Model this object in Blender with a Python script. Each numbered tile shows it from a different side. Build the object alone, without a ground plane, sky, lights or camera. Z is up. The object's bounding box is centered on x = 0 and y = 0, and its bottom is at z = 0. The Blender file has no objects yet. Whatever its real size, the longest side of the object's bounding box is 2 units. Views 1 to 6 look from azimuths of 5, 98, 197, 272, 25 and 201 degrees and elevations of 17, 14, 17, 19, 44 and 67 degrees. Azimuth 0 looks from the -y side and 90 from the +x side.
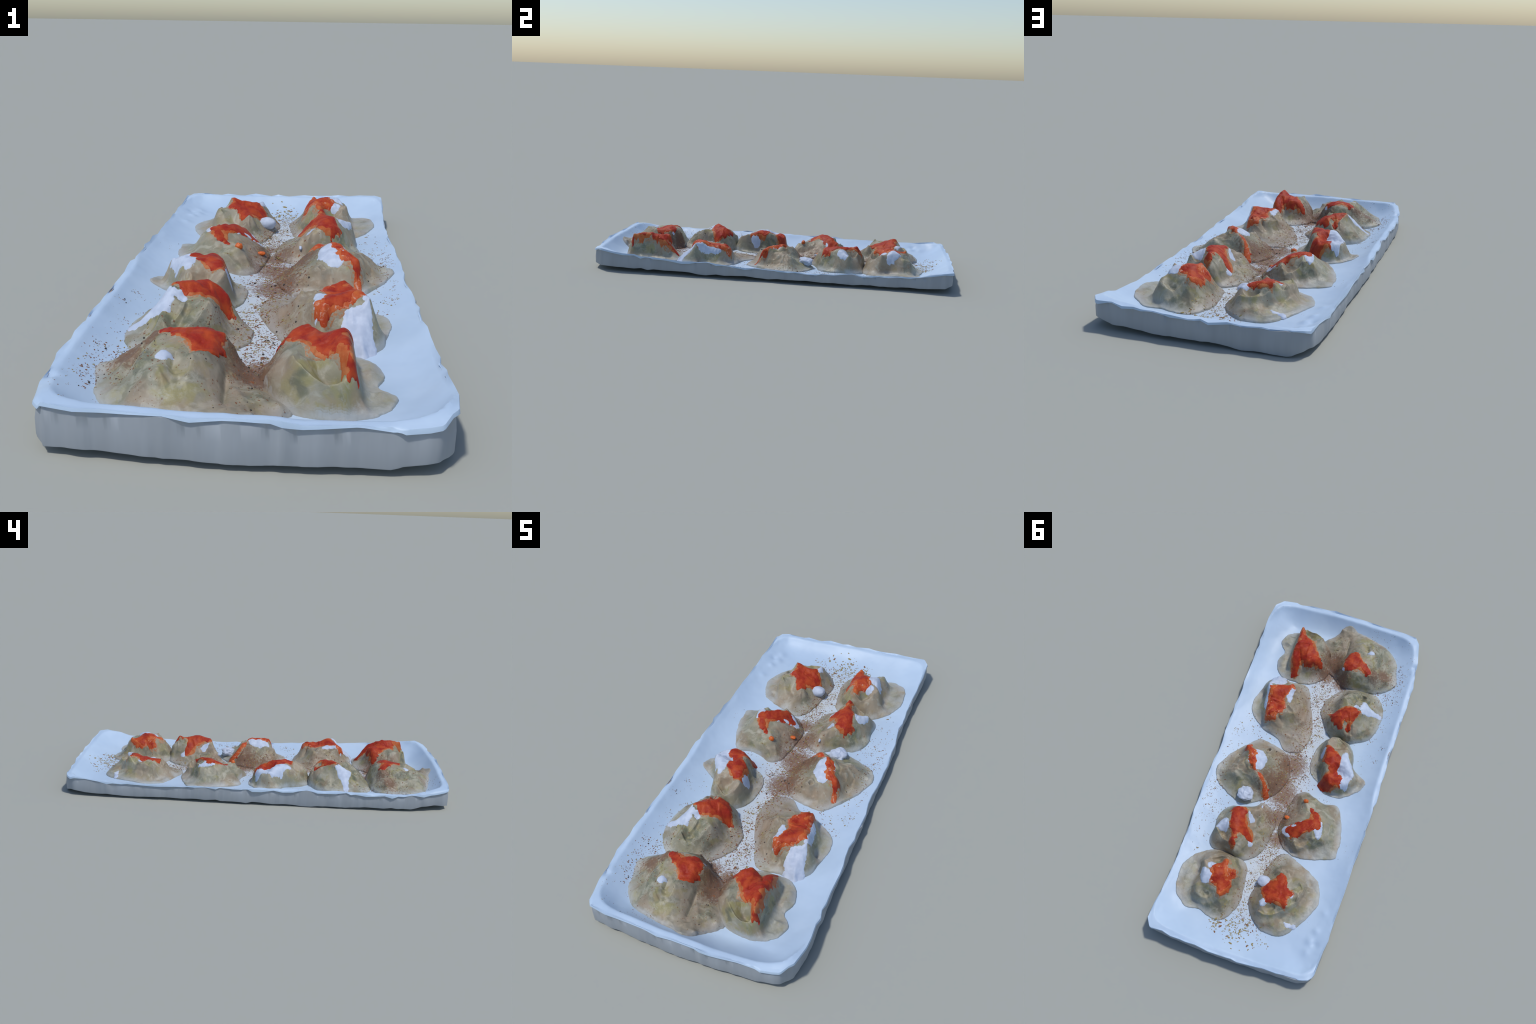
# A long hand-made white serving plate with ten folded dumplings,
# topped with yogurt and tomato sauce and dusted with dried herbs.
import bpy, math, random
import numpy as np
from mathutils import noise as mnoise, Vector

rng = np.random.default_rng(7)
random.seed(7)

# ------------------------------------------------------------------ helpers
def smooth(a, b, x):
    t = np.clip((x - a) / (b - a), 0, 1)
    return t * t * (3 - 2 * t)

def fbm(x, y, scale, seed=0.0, octaves=3):
    """smooth value noise of arrays x, y in about -1..1"""
    x = np.asarray(x, float); y = np.asarray(y, float)
    out = np.zeros(x.shape); amp = 1.0; tot = 0.0
    for o in range(octaves):
        fx = x * scale + 17.3 * seed + 5.1 * o
        fy = y * scale - 9.7 * seed + 3.7 * o
        ix = np.floor(fx); iy = np.floor(fy)
        tx = fx - ix; ty = fy - iy
        tx = tx * tx * (3 - 2 * tx); ty = ty * ty * (3 - 2 * ty)
        def h(i, j):
            v = np.sin(i * 127.1 + j * 311.7 + seed * 74.7 + o * 19.19) * 43758.5453
            return (v - np.floor(v)) * 2 - 1
        v = (h(ix, iy) * (1 - tx) + h(ix + 1, iy) * tx) * (1 - ty) + (h(ix, iy + 1) * (1 - tx) + h(ix + 1, iy + 1) * tx) * ty
        out += amp * v; tot += amp; amp *= 0.5; scale *= 2.03
    return out / tot

def closed_spline(pts, n):
    """n points evenly spread along a closed Catmull-Rom curve"""
    p = np.asarray(pts, float); m = len(p)
    dense = []
    for i in range(m):
        a, b, c, d = p[i - 1], p[i], p[(i + 1) % m], p[(i + 2) % m]
        for t in np.linspace(0, 1, 24, endpoint=False):
            dense.append(0.5 * ((2 * b) + (c - a) * t + (2 * a - 5 * b + 4 * c - d) * t * t + (3 * b - a - 3 * c + d) * t ** 3))
    q = np.array(dense); q2 = np.vstack([q, q[:1]])
    s = np.r_[0, np.cumsum(np.linalg.norm(np.diff(q2, axis=0), axis=1))]
    u = np.linspace(0, s[-1], n, endpoint=False)
    return np.stack([np.interp(u, s, q2[:, k]) for k in range(p.shape[1])], 1)

def closed_line(pts, n):
    """n points evenly spread along a closed outline with straight stretches and clipped corners"""
    q = np.asarray(pts, float); q = np.vstack([q, q[:1]])
    s = np.r_[0, np.cumsum(np.linalg.norm(np.diff(q[:, :2], axis=0), axis=1))]
    u = np.linspace(0, s[-1], n, endpoint=False)
    return np.stack([np.interp(u, s, q[:, k]) for k in range(q.shape[1])], 1)

def signed_distance(px, py, poly):
    """distance to a closed polygon, positive inside"""
    best = np.full(px.shape, 1e9); inside = np.zeros(px.shape, bool)
    m = len(poly)
    for i in range(m):
        (x1, y1), (x2, y2) = poly[i], poly[(i + 1) % m]
        dx, dy = x2 - x1, y2 - y1
        t = np.clip(((px - x1) * dx + (py - y1) * dy) / (dx * dx + dy * dy + 1e-12), 0, 1)
        best = np.minimum(best, (px - x1 - t * dx) ** 2 + (py - y1 - t * dy) ** 2)
        if y1 != y2:
            inside ^= ((y1 > py) != (y2 > py)) & (px < (x2 - x1) * (py - y1) / (y2 - y1) + x1)
    d = np.sqrt(best)
    return np.where(inside, d, -d)

def mesh_object(name, verts, faces, mats, parent=None, origin=(0, 0, 0), smooth_shade=True, mat_index=None):
    me = bpy.data.meshes.new(name)
    v = np.asarray(verts, float) - np.asarray(origin, float)
    me.from_pydata(v.tolist(), [], faces)
    for m in mats:
        me.materials.append(m)
    if mat_index is not None:
        me.polygons.foreach_set("material_index", np.asarray(mat_index, np.int32))
    me.polygons.foreach_set("use_smooth", np.full(len(me.polygons), smooth_shade))
    me.update()
    ob = bpy.data.objects.new(name, me)
    bpy.context.scene.collection.objects.link(ob)
    if parent is not None:
        ob.parent = parent
    else:
        ob.location = origin
    return ob

# ---------------------------------------------------------------- materials
def new_mat(name):
    m = bpy.data.materials.new(name); m.use_nodes = True
    nt = m.node_tree; nt.nodes.clear()
    out = nt.nodes.new("ShaderNodeOutputMaterial")
    bs = nt.nodes.new("ShaderNodeBsdfPrincipled")
    nt.links.new(bs.outputs[0], out.inputs[0])
    return m, nt, bs

class G:
    """small builder for node graphs"""
    def __init__(s, nt): s.nt = nt; s._pos = None
    def n(s, kind, **kw):
        nd = s.nt.nodes.new(kind)
        for k, v in kw.items(): setattr(nd, k, v)
        return nd
    def link(s, a, b): s.nt.links.new(a, b)
    def pos(s):
        if s._pos is None: s._pos = s.n("ShaderNodeNewGeometry").outputs["Position"]
        return s._pos
    def noise(s, scale, detail=3, rough=0.5, vec=None, dist=0.0):
        nd = s.n("ShaderNodeTexNoise"); nd.inputs["Scale"].default_value = scale
        nd.inputs["Detail"].default_value = detail; nd.inputs["Roughness"].default_value = rough
        nd.inputs["Distortion"].default_value = dist
        s.link(vec or s.pos(), nd.inputs["Vector"]); return nd.outputs[0]
    def ramp(s, fac, a, b):
        nd = s.n("ShaderNodeMapRange", interpolation_type="SMOOTHSTEP")
        s.link(fac, nd.inputs[0]); nd.inputs[1].default_value = a; nd.inputs[2].default_value = b
        return nd.outputs[0]
    def math(s, op, a, b=None, c=None):
        nd = s.n("ShaderNodeMath", operation=op)
        for i, x in enumerate((a, b, c)):
            if x is None: continue
            if isinstance(x, (int, float)): nd.inputs[i].default_value = x
            else: s.link(x, nd.inputs[i])
        return nd.outputs[0]
    def mix(s, fac, a, b):
        nd = s.n("ShaderNodeMix", data_type="RGBA")
        for k, x in ((0, fac), (6, a), (7, b)):
            if isinstance(x, (int, float)): nd.inputs[k].default_value = x
            elif isinstance(x, tuple): nd.inputs[k].default_value = (*x, 1)
            else: s.link(x, nd.inputs[k])
        return nd.outputs[2]
    def xyz(s, vec=None):
        nd = s.n("ShaderNodeSeparateXYZ"); s.link(vec or s.pos(), nd.inputs[0]); return nd.outputs
    def flat(s, k):
        """position flattened onto the plate"""
        nd = s.n("ShaderNodeMapping"); s.link(s.pos(), nd.inputs[0]); nd.inputs["Scale"].default_value = (1, 1, k); return nd.outputs[0]
    def blob(s, x, y, r, soft=0.6):
        """1 inside a round spot of the plate plane, fading out"""
        p = s.xyz(s.flat(0.0))
        dx = s.math("SUBTRACT", p[0], x); dy = s.math("SUBTRACT", p[1], y)
        d = s.math("SQRT", s.math("ADD", s.math("MULTIPLY", dx, dx), s.math("MULTIPLY", dy, dy)))
        return s.ramp(d, r * (1 + soft), r * (1 - soft))
    def bump(s, bs, h, strength, dist):
        nd = s.n("ShaderNodeBump"); nd.inputs["Strength"].default_value = strength; nd.inputs["Distance"].default_value = dist
        s.link(h, nd.inputs["Height"]); s.link(nd.outputs[0], bs.inputs["Normal"])

# where brown spice dust has settled on the plate and the wrappers: x, y, radius
DUST = [(0.03, -0.05, 0.085), (0.02, 0.12, 0.085), (0.0, 0.25, 0.07), (0.10, 0.09, 0.08), (0.01, -0.70, 0.07),
        (0.03, -0.62, 0.05), (-0.03, 0.36, 0.05), (-0.27, -0.69, 0.045), (-0.22, -0.66, 0.04), (-0.06, -0.60, 0.05), (-0.02, -0.67, 0.05), (0.05, 0.06, 0.06)]

def dust_mask(g, gain=1.0):
    total = None
    for (x, y, r) in DUST:
        b = g.blob(x, y, r, 0.8)
        total = b if total is None else g.math("MAXIMUM", total, b)
    grain = g.noise(95, 4, 0.62)
    m = g.math("ADD", g.math("MULTIPLY", total, 0.42), grain)
    return g.math("MULTIPLY", g.math("MULTIPLY", g.ramp(m, 0.62, 0.86), total), gain)

PLATE_COL = (0.60, 0.72, 0.88)
def make_glaze():
    m, nt, bs = new_mat("white_glaze"); g = G(nt)
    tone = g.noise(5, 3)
    col = g.mix(g.ramp(tone, 0.35, 0.7), (0.455, 0.585, 0.745), (0.505, 0.635, 0.79))  # white glaze tinted blue with the skylight cast
    # faint oil stains and warm residue along the middle of the plate
    p = g.xyz()
    mid = g.ramp(g.math("ABSOLUTE", p[0]), 0.17, 0.02)
    ends = g.ramp(g.math("ABSOLUTE", p[1]), 0.9, 0.6)
    mid = g.math("MULTIPLY", mid, ends)
    col = g.mix(g.math("MULTIPLY", mid, 0.70), col, (0.60, 0.63, 0.645))
    col = g.mix(g.math("MULTIPLY", g.math("MULTIPLY", g.ramp(g.noise(22, 4), 0.5, 0.68), mid), 0.30), col, (0.50, 0.47, 0.36))
    col = g.mix(dust_mask(g, 0.9), col, (0.20, 0.105, 0.055))
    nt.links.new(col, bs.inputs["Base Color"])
    bs.inputs["Roughness"].default_value = 0.42
    bs.inputs["Specular IOR Level"].default_value = 0.25
    g.bump(bs, g.noise(28, 3), 0.15, 0.004)
    return m

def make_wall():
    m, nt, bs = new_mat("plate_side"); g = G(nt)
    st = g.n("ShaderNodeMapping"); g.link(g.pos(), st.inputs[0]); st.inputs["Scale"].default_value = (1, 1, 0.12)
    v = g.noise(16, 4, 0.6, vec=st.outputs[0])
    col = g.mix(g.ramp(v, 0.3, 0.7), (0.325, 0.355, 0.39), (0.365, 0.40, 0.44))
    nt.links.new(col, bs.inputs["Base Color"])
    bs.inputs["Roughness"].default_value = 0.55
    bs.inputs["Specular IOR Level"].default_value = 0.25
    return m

def make_bare_clay():
    m, nt, bs = new_mat("bare_clay_edge"); g = G(nt)
    v = g.noise(38, 4, 0.6)
    col = g.mix(g.ramp(v, 0.42, 0.60), (0.44, 0.53, 0.64), (0.36, 0.23, 0.13))
    nt.links.new(col, bs.inputs["Base Color"]); bs.inputs["Roughness"].default_value = 0.7
    return m

def make_dough(name, thin):
    """boiled dough; thin (0..1) lets more of the white plate and less of the filling show through"""
    m, nt, bs = new_mat(name); g = G(nt)
    a = g.noise(9, 3); b = g.noise(14, 3, 0.55, dist=0.6); c = g.noise(60, 4, 0.6); d = g.noise(6, 2)
    fine = g.noise(21, 4, 0.6, dist=0.8)
    base = g.mix(g.ramp(a, 0.38, 0.60), (0.250, 0.238, 0.168), (0.350, 0.320, 0.236))
    base = g.mix(g.math("MULTIPLY", g.ramp(b, 0.50, 0.62), 0.75 * (1 - 0.7 * thin)), base, (0.290, 0.262, 0.105))
    filling = g.math("MULTIPLY", g.ramp(g.noise(13, 3, 0.5, dist=0.6), 0.49, 0.62), 0.85 * (1 - thin) ** 1.5)
    base = g.mix(filling, base, g.mix(g.ramp(fine, 0.4, 0.6), (0.130, 0.142, 0.100), (0.205, 0.208, 0.145)))
    base = g.mix(g.math("MULTIPLY", g.ramp(d, 0.49, 0.60), 0.55), base, (0.335, 0.250, 0.178))
    base = g.mix(g.math("MULTIPLY", g.ramp(fine, 0.52, 0.66), 0.50), base, (0.445, 0.425, 0.345))
    base = g.mix(g.math("MULTIPLY", g.ramp(c, 0.55, 0.75), 0.28), base, (0.42, 0.40, 0.33))
    browned = g.math("MULTIPLY", g.ramp(g.noise(8, 4, 0.6, dist=0.5), 0.56, 0.68), 0.55 * (1 - 0.5 * thin))
    base = g.mix(browned, base, (0.265, 0.185, 0.115))
    base = g.mix(g.math("MULTIPLY", g.ramp(g.noise(17, 3), 0.25, 0.6), 0.72 * thin), base, (0.435, 0.465, 0.470))
    # brownish cast next to the spice in the middle of the plate
    p = g.xyz()
    mid = g.math("MULTIPLY", g.ramp(g.math("ABSOLUTE", p[0]), 0.17, 0.03), g.ramp(a, 0.25, 0.6))
    base = g.mix(g.math("MULTIPLY", mid, 0.45), base, (0.285, 0.205, 0.148))
    base = g.mix(dust_mask(g, 0.85), base, (0.155, 0.078, 0.045))
    nt.links.new(base, bs.inputs["Base Color"])
    bs.inputs["Roughness"].default_value = 0.46
    bs.inputs["Specular IOR Level"].default_value = 0.28
    g.bump(bs, g.math("ADD", g.math("MULTIPLY", g.noise(120, 3), 0.35), g.noise(38, 4, 0.55, dist=0.7)), 0.35, 0.004)
    return m

def make_yogurt():
    m, nt, bs = new_mat("yogurt"); g = G(nt)
    col = g.mix(g.ramp(g.noise(40, 3), 0.35, 0.7), (0.47, 0.535, 0.66), (0.56, 0.625, 0.745))
    nt.links.new(col, bs.inputs["Base Color"]); bs.inputs["Roughness"].default_value = 0.55; bs.inputs["Specular IOR Level"].default_value = 0.2
    g.bump(bs, g.noise(90, 3), 0.25, 0.003)
    return m

def make_sauce(name, dark, light, cream=0.0):
    m, nt, bs = new_mat(name); g = G(nt)
    col = g.mix(g.ramp(g.noise(26, 4, 0.6), 0.35, 0.66), dark, light)
    if cream > 0:
        st = g.noise(44, 5, 0.65, dist=1.2)
        col = g.mix(g.math("MULTIPLY", g.ramp(st, 0.53, 0.68), cream), col, (0.62, 0.36, 0.27))
    col = g.mix(g.math("MULTIPLY", g.ramp(g.noise(230, 3), 0.5, 0.75), 0.35), col, light)
    nt.links.new(col, bs.inputs["Base Color"]); bs.inputs["Roughness"].default_value = 0.55
    bs.inputs["Specular IOR Level"].default_value = 0.22
    g.bump(bs, g.noise(150, 3), 0.35, 0.003)
    return m

def make_stain():
    """dough tinted by a smear of sauce, in grains"""
    m, nt, bs = new_mat("sauce_tinted_dough"); g = G(nt)
    col = g.mix(g.ramp(g.noise(120, 4, 0.7), 0.42, 0.60), (0.31, 0.27, 0.195), (0.40, 0.165, 0.065))
    col = g.mix(g.math("MULTIPLY", g.ramp(g.noise(30, 3), 0.45, 0.65), 0.6), col, (0.33, 0.29, 0.22))
    nt.links.new(col, bs.inputs["Base Color"]); bs.inputs["Roughness"].default_value = 0.5; bs.inputs["Specular IOR Level"].default_value = 0.22
    return m

def plain(name, col, rough=0.7):
    m, nt, bs = new_mat(name); g = G(nt)
    v = g.mix(g.noise(140, 2), tuple(c * 0.75 for c in col), tuple(min(1, c * 1.3) for c in col))
    nt.links.new(v, bs.inputs["Base Color"]); bs.inputs["Roughness"].default_value = rough
    return m

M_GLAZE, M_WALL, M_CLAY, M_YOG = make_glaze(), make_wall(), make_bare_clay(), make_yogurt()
THIN = (0.0, 0.14, 0.28, 0.42, 0.56, 0.70, 0.85, 1.0)
M_DOUGH = [make_dough("dumpling_dough", t) for t in THIN]
M_RED = make_sauce("tomato_sauce", (0.315, 0.021, 0.010), (0.45, 0.064, 0.016))
M_ORANGE = make_sauce("thin_tomato_sauce", (0.43, 0.085, 0.020), (0.48, 0.165, 0.058))
M_RED_CREAM = make_sauce("creamy_tomato_sauce", (0.42, 0.050, 0.014), (0.53, 0.125, 0.032), 0.85)
M_STAIN = make_stain()
M_CARROT = plain("carrot", (0.60, 0.12, 0.015), 0.45)
M_BROWN = plain("brown_spice", (0.20, 0.095, 0.05))
M_OLIVE = plain("dried_herb", (0.27, 0.215, 0.085))
M_BLACK = plain("black_pepper", (0.06, 0.05, 0.045))
M_RUST = plain("red_pepper_flake", (0.24, 0.085, 0.03))

# -------------------------------------------------------------------- plate
# rim, clockwise seen from above, starting at the front left: x, y, rim height, bottom height
RIM = [(-0.376, -0.974, .106, .016), (-0.31, -0.982, .110, .018), (-0.20, -0.986, .108, .018), (-0.09, -0.992, .109, .014), (0.02, -0.994, .112, .013),
       (0.12, -0.994, .109, .014), (0.22, -0.990, .107, .019), (0.32, -0.984, .104, .018), (0.396, -0.970, .106, .026), (0.430, -0.925, .117, .022),
       (0.443, -0.84, .109, .020), (0.442, -0.74, .096, .021), (0.438, -0.61, .089, .020), (0.434, -0.48, .083, .016), (0.434, -0.34, .081, .014),
       (0.433, -0.19, .070, .018), (0.428, -0.05, .064, .019), (0.428, 0.09, .064, .015), (0.430, 0.21, .063, .019), (0.425, 0.34, .065, .018),
       (0.412, 0.47, .065, .014), (0.410, 0.62, .067, .016), (0.412, 0.76, .074, .019), (0.416, 0.86, .094, .020), (0.414, 0.945, .110, .026),
       (0.388, 0.980, .112, .034), (0.31, 0.989, .106, .022), (0.20, 0.995, .099, .018), (0.08, 0.999, .098, .013), (-0.04, 0.998, .096, .014),
       (-0.15, 0.996, .096, .008), (-0.26, 0.991, .093, .007), (-0.355, 0.990, .094, .010), (-0.395, 0.970, .098, .020), (-0.416, 0.935, .094, .024), (-0.421, 0.88, .087, .020),
       (-0.425, 0.80, .083, .014), (-0.428, 0.64, .078, .008), (-0.430, 0.50, .079, .010), (-0.435, 0.33, .081, .013), (-0.438, 0.20, .082, .012),
       (-0.440, 0.05, .083, .008), (-0.438, -0.10, .083, .006), (-0.438, -0.25, .083, .004), (-0.440, -0.40, .082, .006), (-0.440, -0.56, .083, .009),
       (-0.440, -0.70, .080, .010), (-0.430, -0.80, .084, .014), (-0.408, -0.90, .096, .024), (-0.398, -0.945, .104, .020)]
NRIM = 720
rim = closed_line(RIM, NRIM)
# torn, scalloped lip: sharp little points and chips
ss = np.arange(NRIM)
jag = np.zeros(NRIM); jag_out = np.zeros(NRIM); jag_bot = np.zeros(NRIM)
k = 0
knots = [0]
while knots[-1] < NRIM: knots.append(knots[-1] + int(rng.integers(3, 10)))
kv = rng.normal(0, 1, len(knots)); kb = rng.normal(0, 1, len(knots)); ko = rng.normal(0, 1, len(knots))
kv[-1], kb[-1], ko[-1] = kv[0], kb[0], ko[0]
jag = np.interp(ss, knots, kv); jag_bot = np.interp(ss, knots, kb); jag_out = np.interp(ss, knots, ko)
cxy = rim[:, :2]
tang = np.roll(cxy, -3, 0) - np.roll(cxy, 3, 0); tang /= np.linalg.norm(tang, axis=1)[:, None]
nrm = np.stack([tang[:, 1], -tang[:, 0]], 1)      # outwards for a counter-clockwise outline
if (nrm * cxy).sum() < 0: nrm = -nrm
rim_xy = cxy + nrm * (jag_bot * 0.0030 - 0.001)[:, None]
rim_z = rim[:, 2] + jag * 0.0034
bot_z = np.maximum(rim[:, 3] + jag_bot * 0.0026, 0.001)
rim_poly = closed_line([r[:2] for r in RIM], 260)
rim_ref = closed_line(RIM, 260)

FLOOR = 0.033
def plate_top(x, y):
    """height of the glazed upper face"""
    x = np.asarray(x, float); y = np.asarray(y, float)
    shp = x.shape; xf = x.ravel(); yf = y.ravel()
    d = signed_distance(xf, yf, rim_poly)
    d2 = (xf[:, None] - rim_ref[None, :, 0]) ** 2 + (yf[:, None] - rim_ref[None, :, 1]) ** 2
    w = 1.0 / (d2 + 0.0012) ** 2
    rz = (w * rim_ref[None, :, 2]).sum(1) / w.sum(1)
    d = np.clip(d, 0, None)
    R = rim_ref
    rt = R[R[:, 0] > 0.30]; lf = R[R[:, 0] < -0.30]; fr = R[R[:, 1] < -0.90]; bk = R[R[:, 1] > 0.90]
    it = lambda q, a, b, v: np.interp(v, q[np.argsort(q[:, a]), a], q[np.argsort(q[:, a]), b])
    dxe = np.clip(np.minimum(it(rt, 1, 0, yf) - xf, xf - it(lf, 1, 0, yf)), 0, 1)
    dye = np.clip(np.minimum(it(bk, 0, 1, xf) - yf, yf - it(fr, 0, 1, xf)), 0, 1)
    near_left = smooth(0.15, -0.05, yf) * (xf < 0)
    ga = np.clip(1 - np.clip(dxe - 0.024 * near_left, 0, 1) / (0.185 - 0.05 * near_left), 0, 1); gb = np.clip(1 - np.clip(dye - 0.028, 0, 1) / np.where(yf < 0, 0.105, 0.15), 0, 1)
    # the rim is broad and rounded at the ends and along the near left side, hollow along the near right
    ea = np.where(xf < 0, 2.9 - 0.9 * near_left - 0.5 * smooth(-0.6, -0.8, yf) - 0.5 * smooth(0.5, 0.8, yf), 2.2 + 0.7 * smooth(-0.2, -0.45, yf) * smooth(-0.85, -0.7, yf))
    eb = np.where(yf < 0, 1.75, 1.6 + 0.9 * smooth(0.2, -0.1, xf))
    g = np.clip((ga ** (2.2 * ea) + gb ** (2.2 * eb)) ** (1 / 2.2), 0, 1)
    lip = np.exp(-(d / 0.012) ** 2)
    z = FLOOR + 0.004 * smooth(0.1, 0.35, np.abs(xf)) + (rz - FLOOR - 0.004) * g
    z += fbm(xf, yf, 9, 2.0) * 0.0032 * smooth(0.005, 0.03, d) * (0.35 + g)
    z += fbm(xf, yf, 26, 5.0) * 0.0012 * smooth(0.0, 0.02, d) * (0.3 + g)
    z -= 0.002 * lip
    # a thickened run of glaze near the back left, a chip at the front left
    for (bx, by, br, bh) in [(-0.345, 0.79, .020, .007), (-0.36, 0.735, .016, .006), (-0.345, 0.845, .018, .005),
                             (-0.375, 0.80, .016, -.006), (-0.415, -0.80, .014, -.008), (-0.37, 0.64, .02, .005), (0.33, 0.68, .09, .007), (-0.31, 0.68, .09, .006),
                             (0.37, -0.88, .06, .011), (0.365, 0.87, .06, .010), (-0.375, -0.90, .05, .007), (0.39, -0.66, .10, -.007)]:
        z += bh * np.exp(-((xf - bx) ** 2 + (yf - by) ** 2) / br ** 2)
    return z.reshape(shp)

def build_plate():
    fr = np.r_[np.linspace(0, 0.62, 26), np.linspace(0.65, 0.985, 30), 1.0]
    # rings follow the outline inwards to a spine along the middle
    spine = np.stack([np.zeros(NRIM), np.clip(cxy[:, 1], -0.56, 0.56)], 1)
    verts, faces, mi = [], [], []
    rings = []
    for f in fr[1:]:
        xy = spine + (cxy - spine) * f
        if f == 1.0:
            pts = np.c_[rim_xy, rim_z]
        else:
            pts = np.c_[xy, plate_top(xy[:, 0], xy[:, 1])]
        rings.append(pts)
    drop = 0.002 + 0.0045 * np.clip(0.6 + 1.0 * jag_bot + 0.4 * jag, 0, 2.8)               # zigzag lower edge of the glaze
    lip1 = np.c_[rim_xy + nrm * 0.0008, rim_z - 0.0018]
    lip2 = np.c_[rim_xy + nrm * 0.0022, rim_z - 0.0018 - drop]
    lip3 = np.c_[rim_xy - nrm * 0.0035, rim_z - 0.0022 - drop]
    wav = fbm(cxy[:, 0] * 3, cxy[:, 1] * 3, 8, 8.8) * 0.004
    shard = np.clip(jag_out + 0.3 * jag - 0.6, 0, 2.0) * 0.0065
    w0 = np.c_[cxy + nrm * (shard + wav * 0.4 - 0.0045)[:, None], rim_z - 0.0030 - drop * 0.95]
    w1 = np.c_[cxy + nrm * (wav + 0.5 * shard)[:, None], 0.5 * rim_z + 0.5 * bot_z]
    w2 = np.c_[cxy + nrm * (wav + 0.25 * shard)[:, None], bot_z + 0.004]
    w3 = np.c_[cxy + nrm * (wav + 0.2 * shard - 0.0008)[:, None], bot_z]
    foot0 = np.c_[spine + (cxy - spine) * 0.975, bot_z + 0.002]
    foot1 = np.c_[spine + (cxy - spine) * 0.90, np.clip(bot_z * 0.45 + 0.004, 0.0, None)]
    foot2 = np.c_[spine + (cxy - spine) * 0.72, np.full(NRIM, 0.0)]
    foot3 = np.c_[spine + (cxy - spine) * 0.05, np.full(NRIM, 0.003)]
    rings += [lip1, lip2, lip3, w0, w1, w2, w3, foot0, foot1, foot2, foot3]
    ntop = len(fr) - 1
    for r in rings: verts.extend(r.tolist())
    for i in range(len(rings) - 1):
        a, b = i * NRIM, (i + 1) * NRIM
        left = (np.asarray(cxy[:, 0]) < -0.41) & (np.abs(cxy[:, 1] + 0.52) < 0.31)
        for j in range(NRIM):
            j2 = (j + 1) % NRIM
            faces.append((a + j, b + j, b + j2, a + j2))
            if i < ntop: mi.append(0)
            elif i <= ntop + 1: mi.append(2 if (left[j] and i == ntop + 1) else 0)
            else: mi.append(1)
    # close the two spines
    for base, flip in ((0, True), ((len(rings) - 1) * NRIM, False)):
        c0 = len(verts)
        z0 = verts[base][2]
        sp = [(0.0, float(np.clip(cxy[j, 1], -0.56, 0.56)), float(plate_top(np.array([0.0]), np.array([np.clip(cxy[j, 1], -.56, .56)]))[0]) if base == 0 else 0.003) for j in range(0, NRIM)]
        verts.extend(sp)
        for j in range(NRIM):
            j2 = (j + 1) % NRIM
            f = (c0 + j, base + j, base + j2, c0 + j2)
            faces.append(f if flip else f[::-1]); mi.append(0 if base == 0 else 1)
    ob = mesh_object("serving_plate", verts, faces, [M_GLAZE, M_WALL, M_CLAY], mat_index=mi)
    import bmesh
    bm = bmesh.new(); bm.from_mesh(ob.data)
    bmesh.ops.remove_doubles(bm, verts=bm.verts, dist=0.00005)
    bmesh.ops.recalc_face_normals(bm, faces=bm.faces)
    bm.to_mesh(ob.data); bm.free()
    ob.data.set_sharp_from_angle(angle=math.radians(48))
    return ob

plate = build_plate()
plate["label"] = "long rectangular white glazed ceramic plate with rough edge"
plate["category"] = "plate"

# ---------------------------------------------------------------- dumplings
def sample_lines(lines, step=0.011):
    out = []
    for ln in lines:
        p = np.asarray(ln, float)
        if len(p) == 1: out.append(p[0]); continue
        for a, b in zip(p[:-1], p[1:]):
            m = max(1, int(np.linalg.norm((b - a)[:2]) / step))
            for t in range(m): out.append(a + (b - a) * t / m)
        out.append(p[-1])
    return np.array(out)

def fold_profile(x, y, pts, amp, wl, wr):
    """a crease of dough along a line: height amp, as wide as wl to the left of the line and wr to the right"""
    p = np.asarray(pts, float); best = np.full(x.shape, 1e9); side = np.zeros(x.shape); along = np.zeros(x.shape)
    seg = np.r_[0, np.cumsum(np.linalg.norm(np.diff(p, axis=0), axis=1))]
    for k in range(len(p) - 1):
        dx, dy = p[k + 1] - p[k]; L2 = dx * dx + dy * dy
        t = np.clip(((x - p[k, 0]) * dx + (y - p[k, 1]) * dy) / L2, 0, 1)
        d2 = (x - p[k, 0] - t * dx) ** 2 + (y - p[k, 1] - t * dy) ** 2
        cr = dx * (y - p[k, 1]) - dy * (x - p[k, 0])
        w = d2 < best
        best = np.where(w, d2, best); side = np.where(w, cr, side); along = np.where(w, seg[k] + t * math.sqrt(L2), along)
    d = np.sqrt(best); wd = np.where(side > 0, wl, wr)
    fade = smooth(0, 0.012, along + 0.004) * smooth(0, 0.012, seg[-1] - along + 0.004)
    prof = np.exp(-(d / wd) ** 1.6)
    return amp * prof * fade

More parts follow.
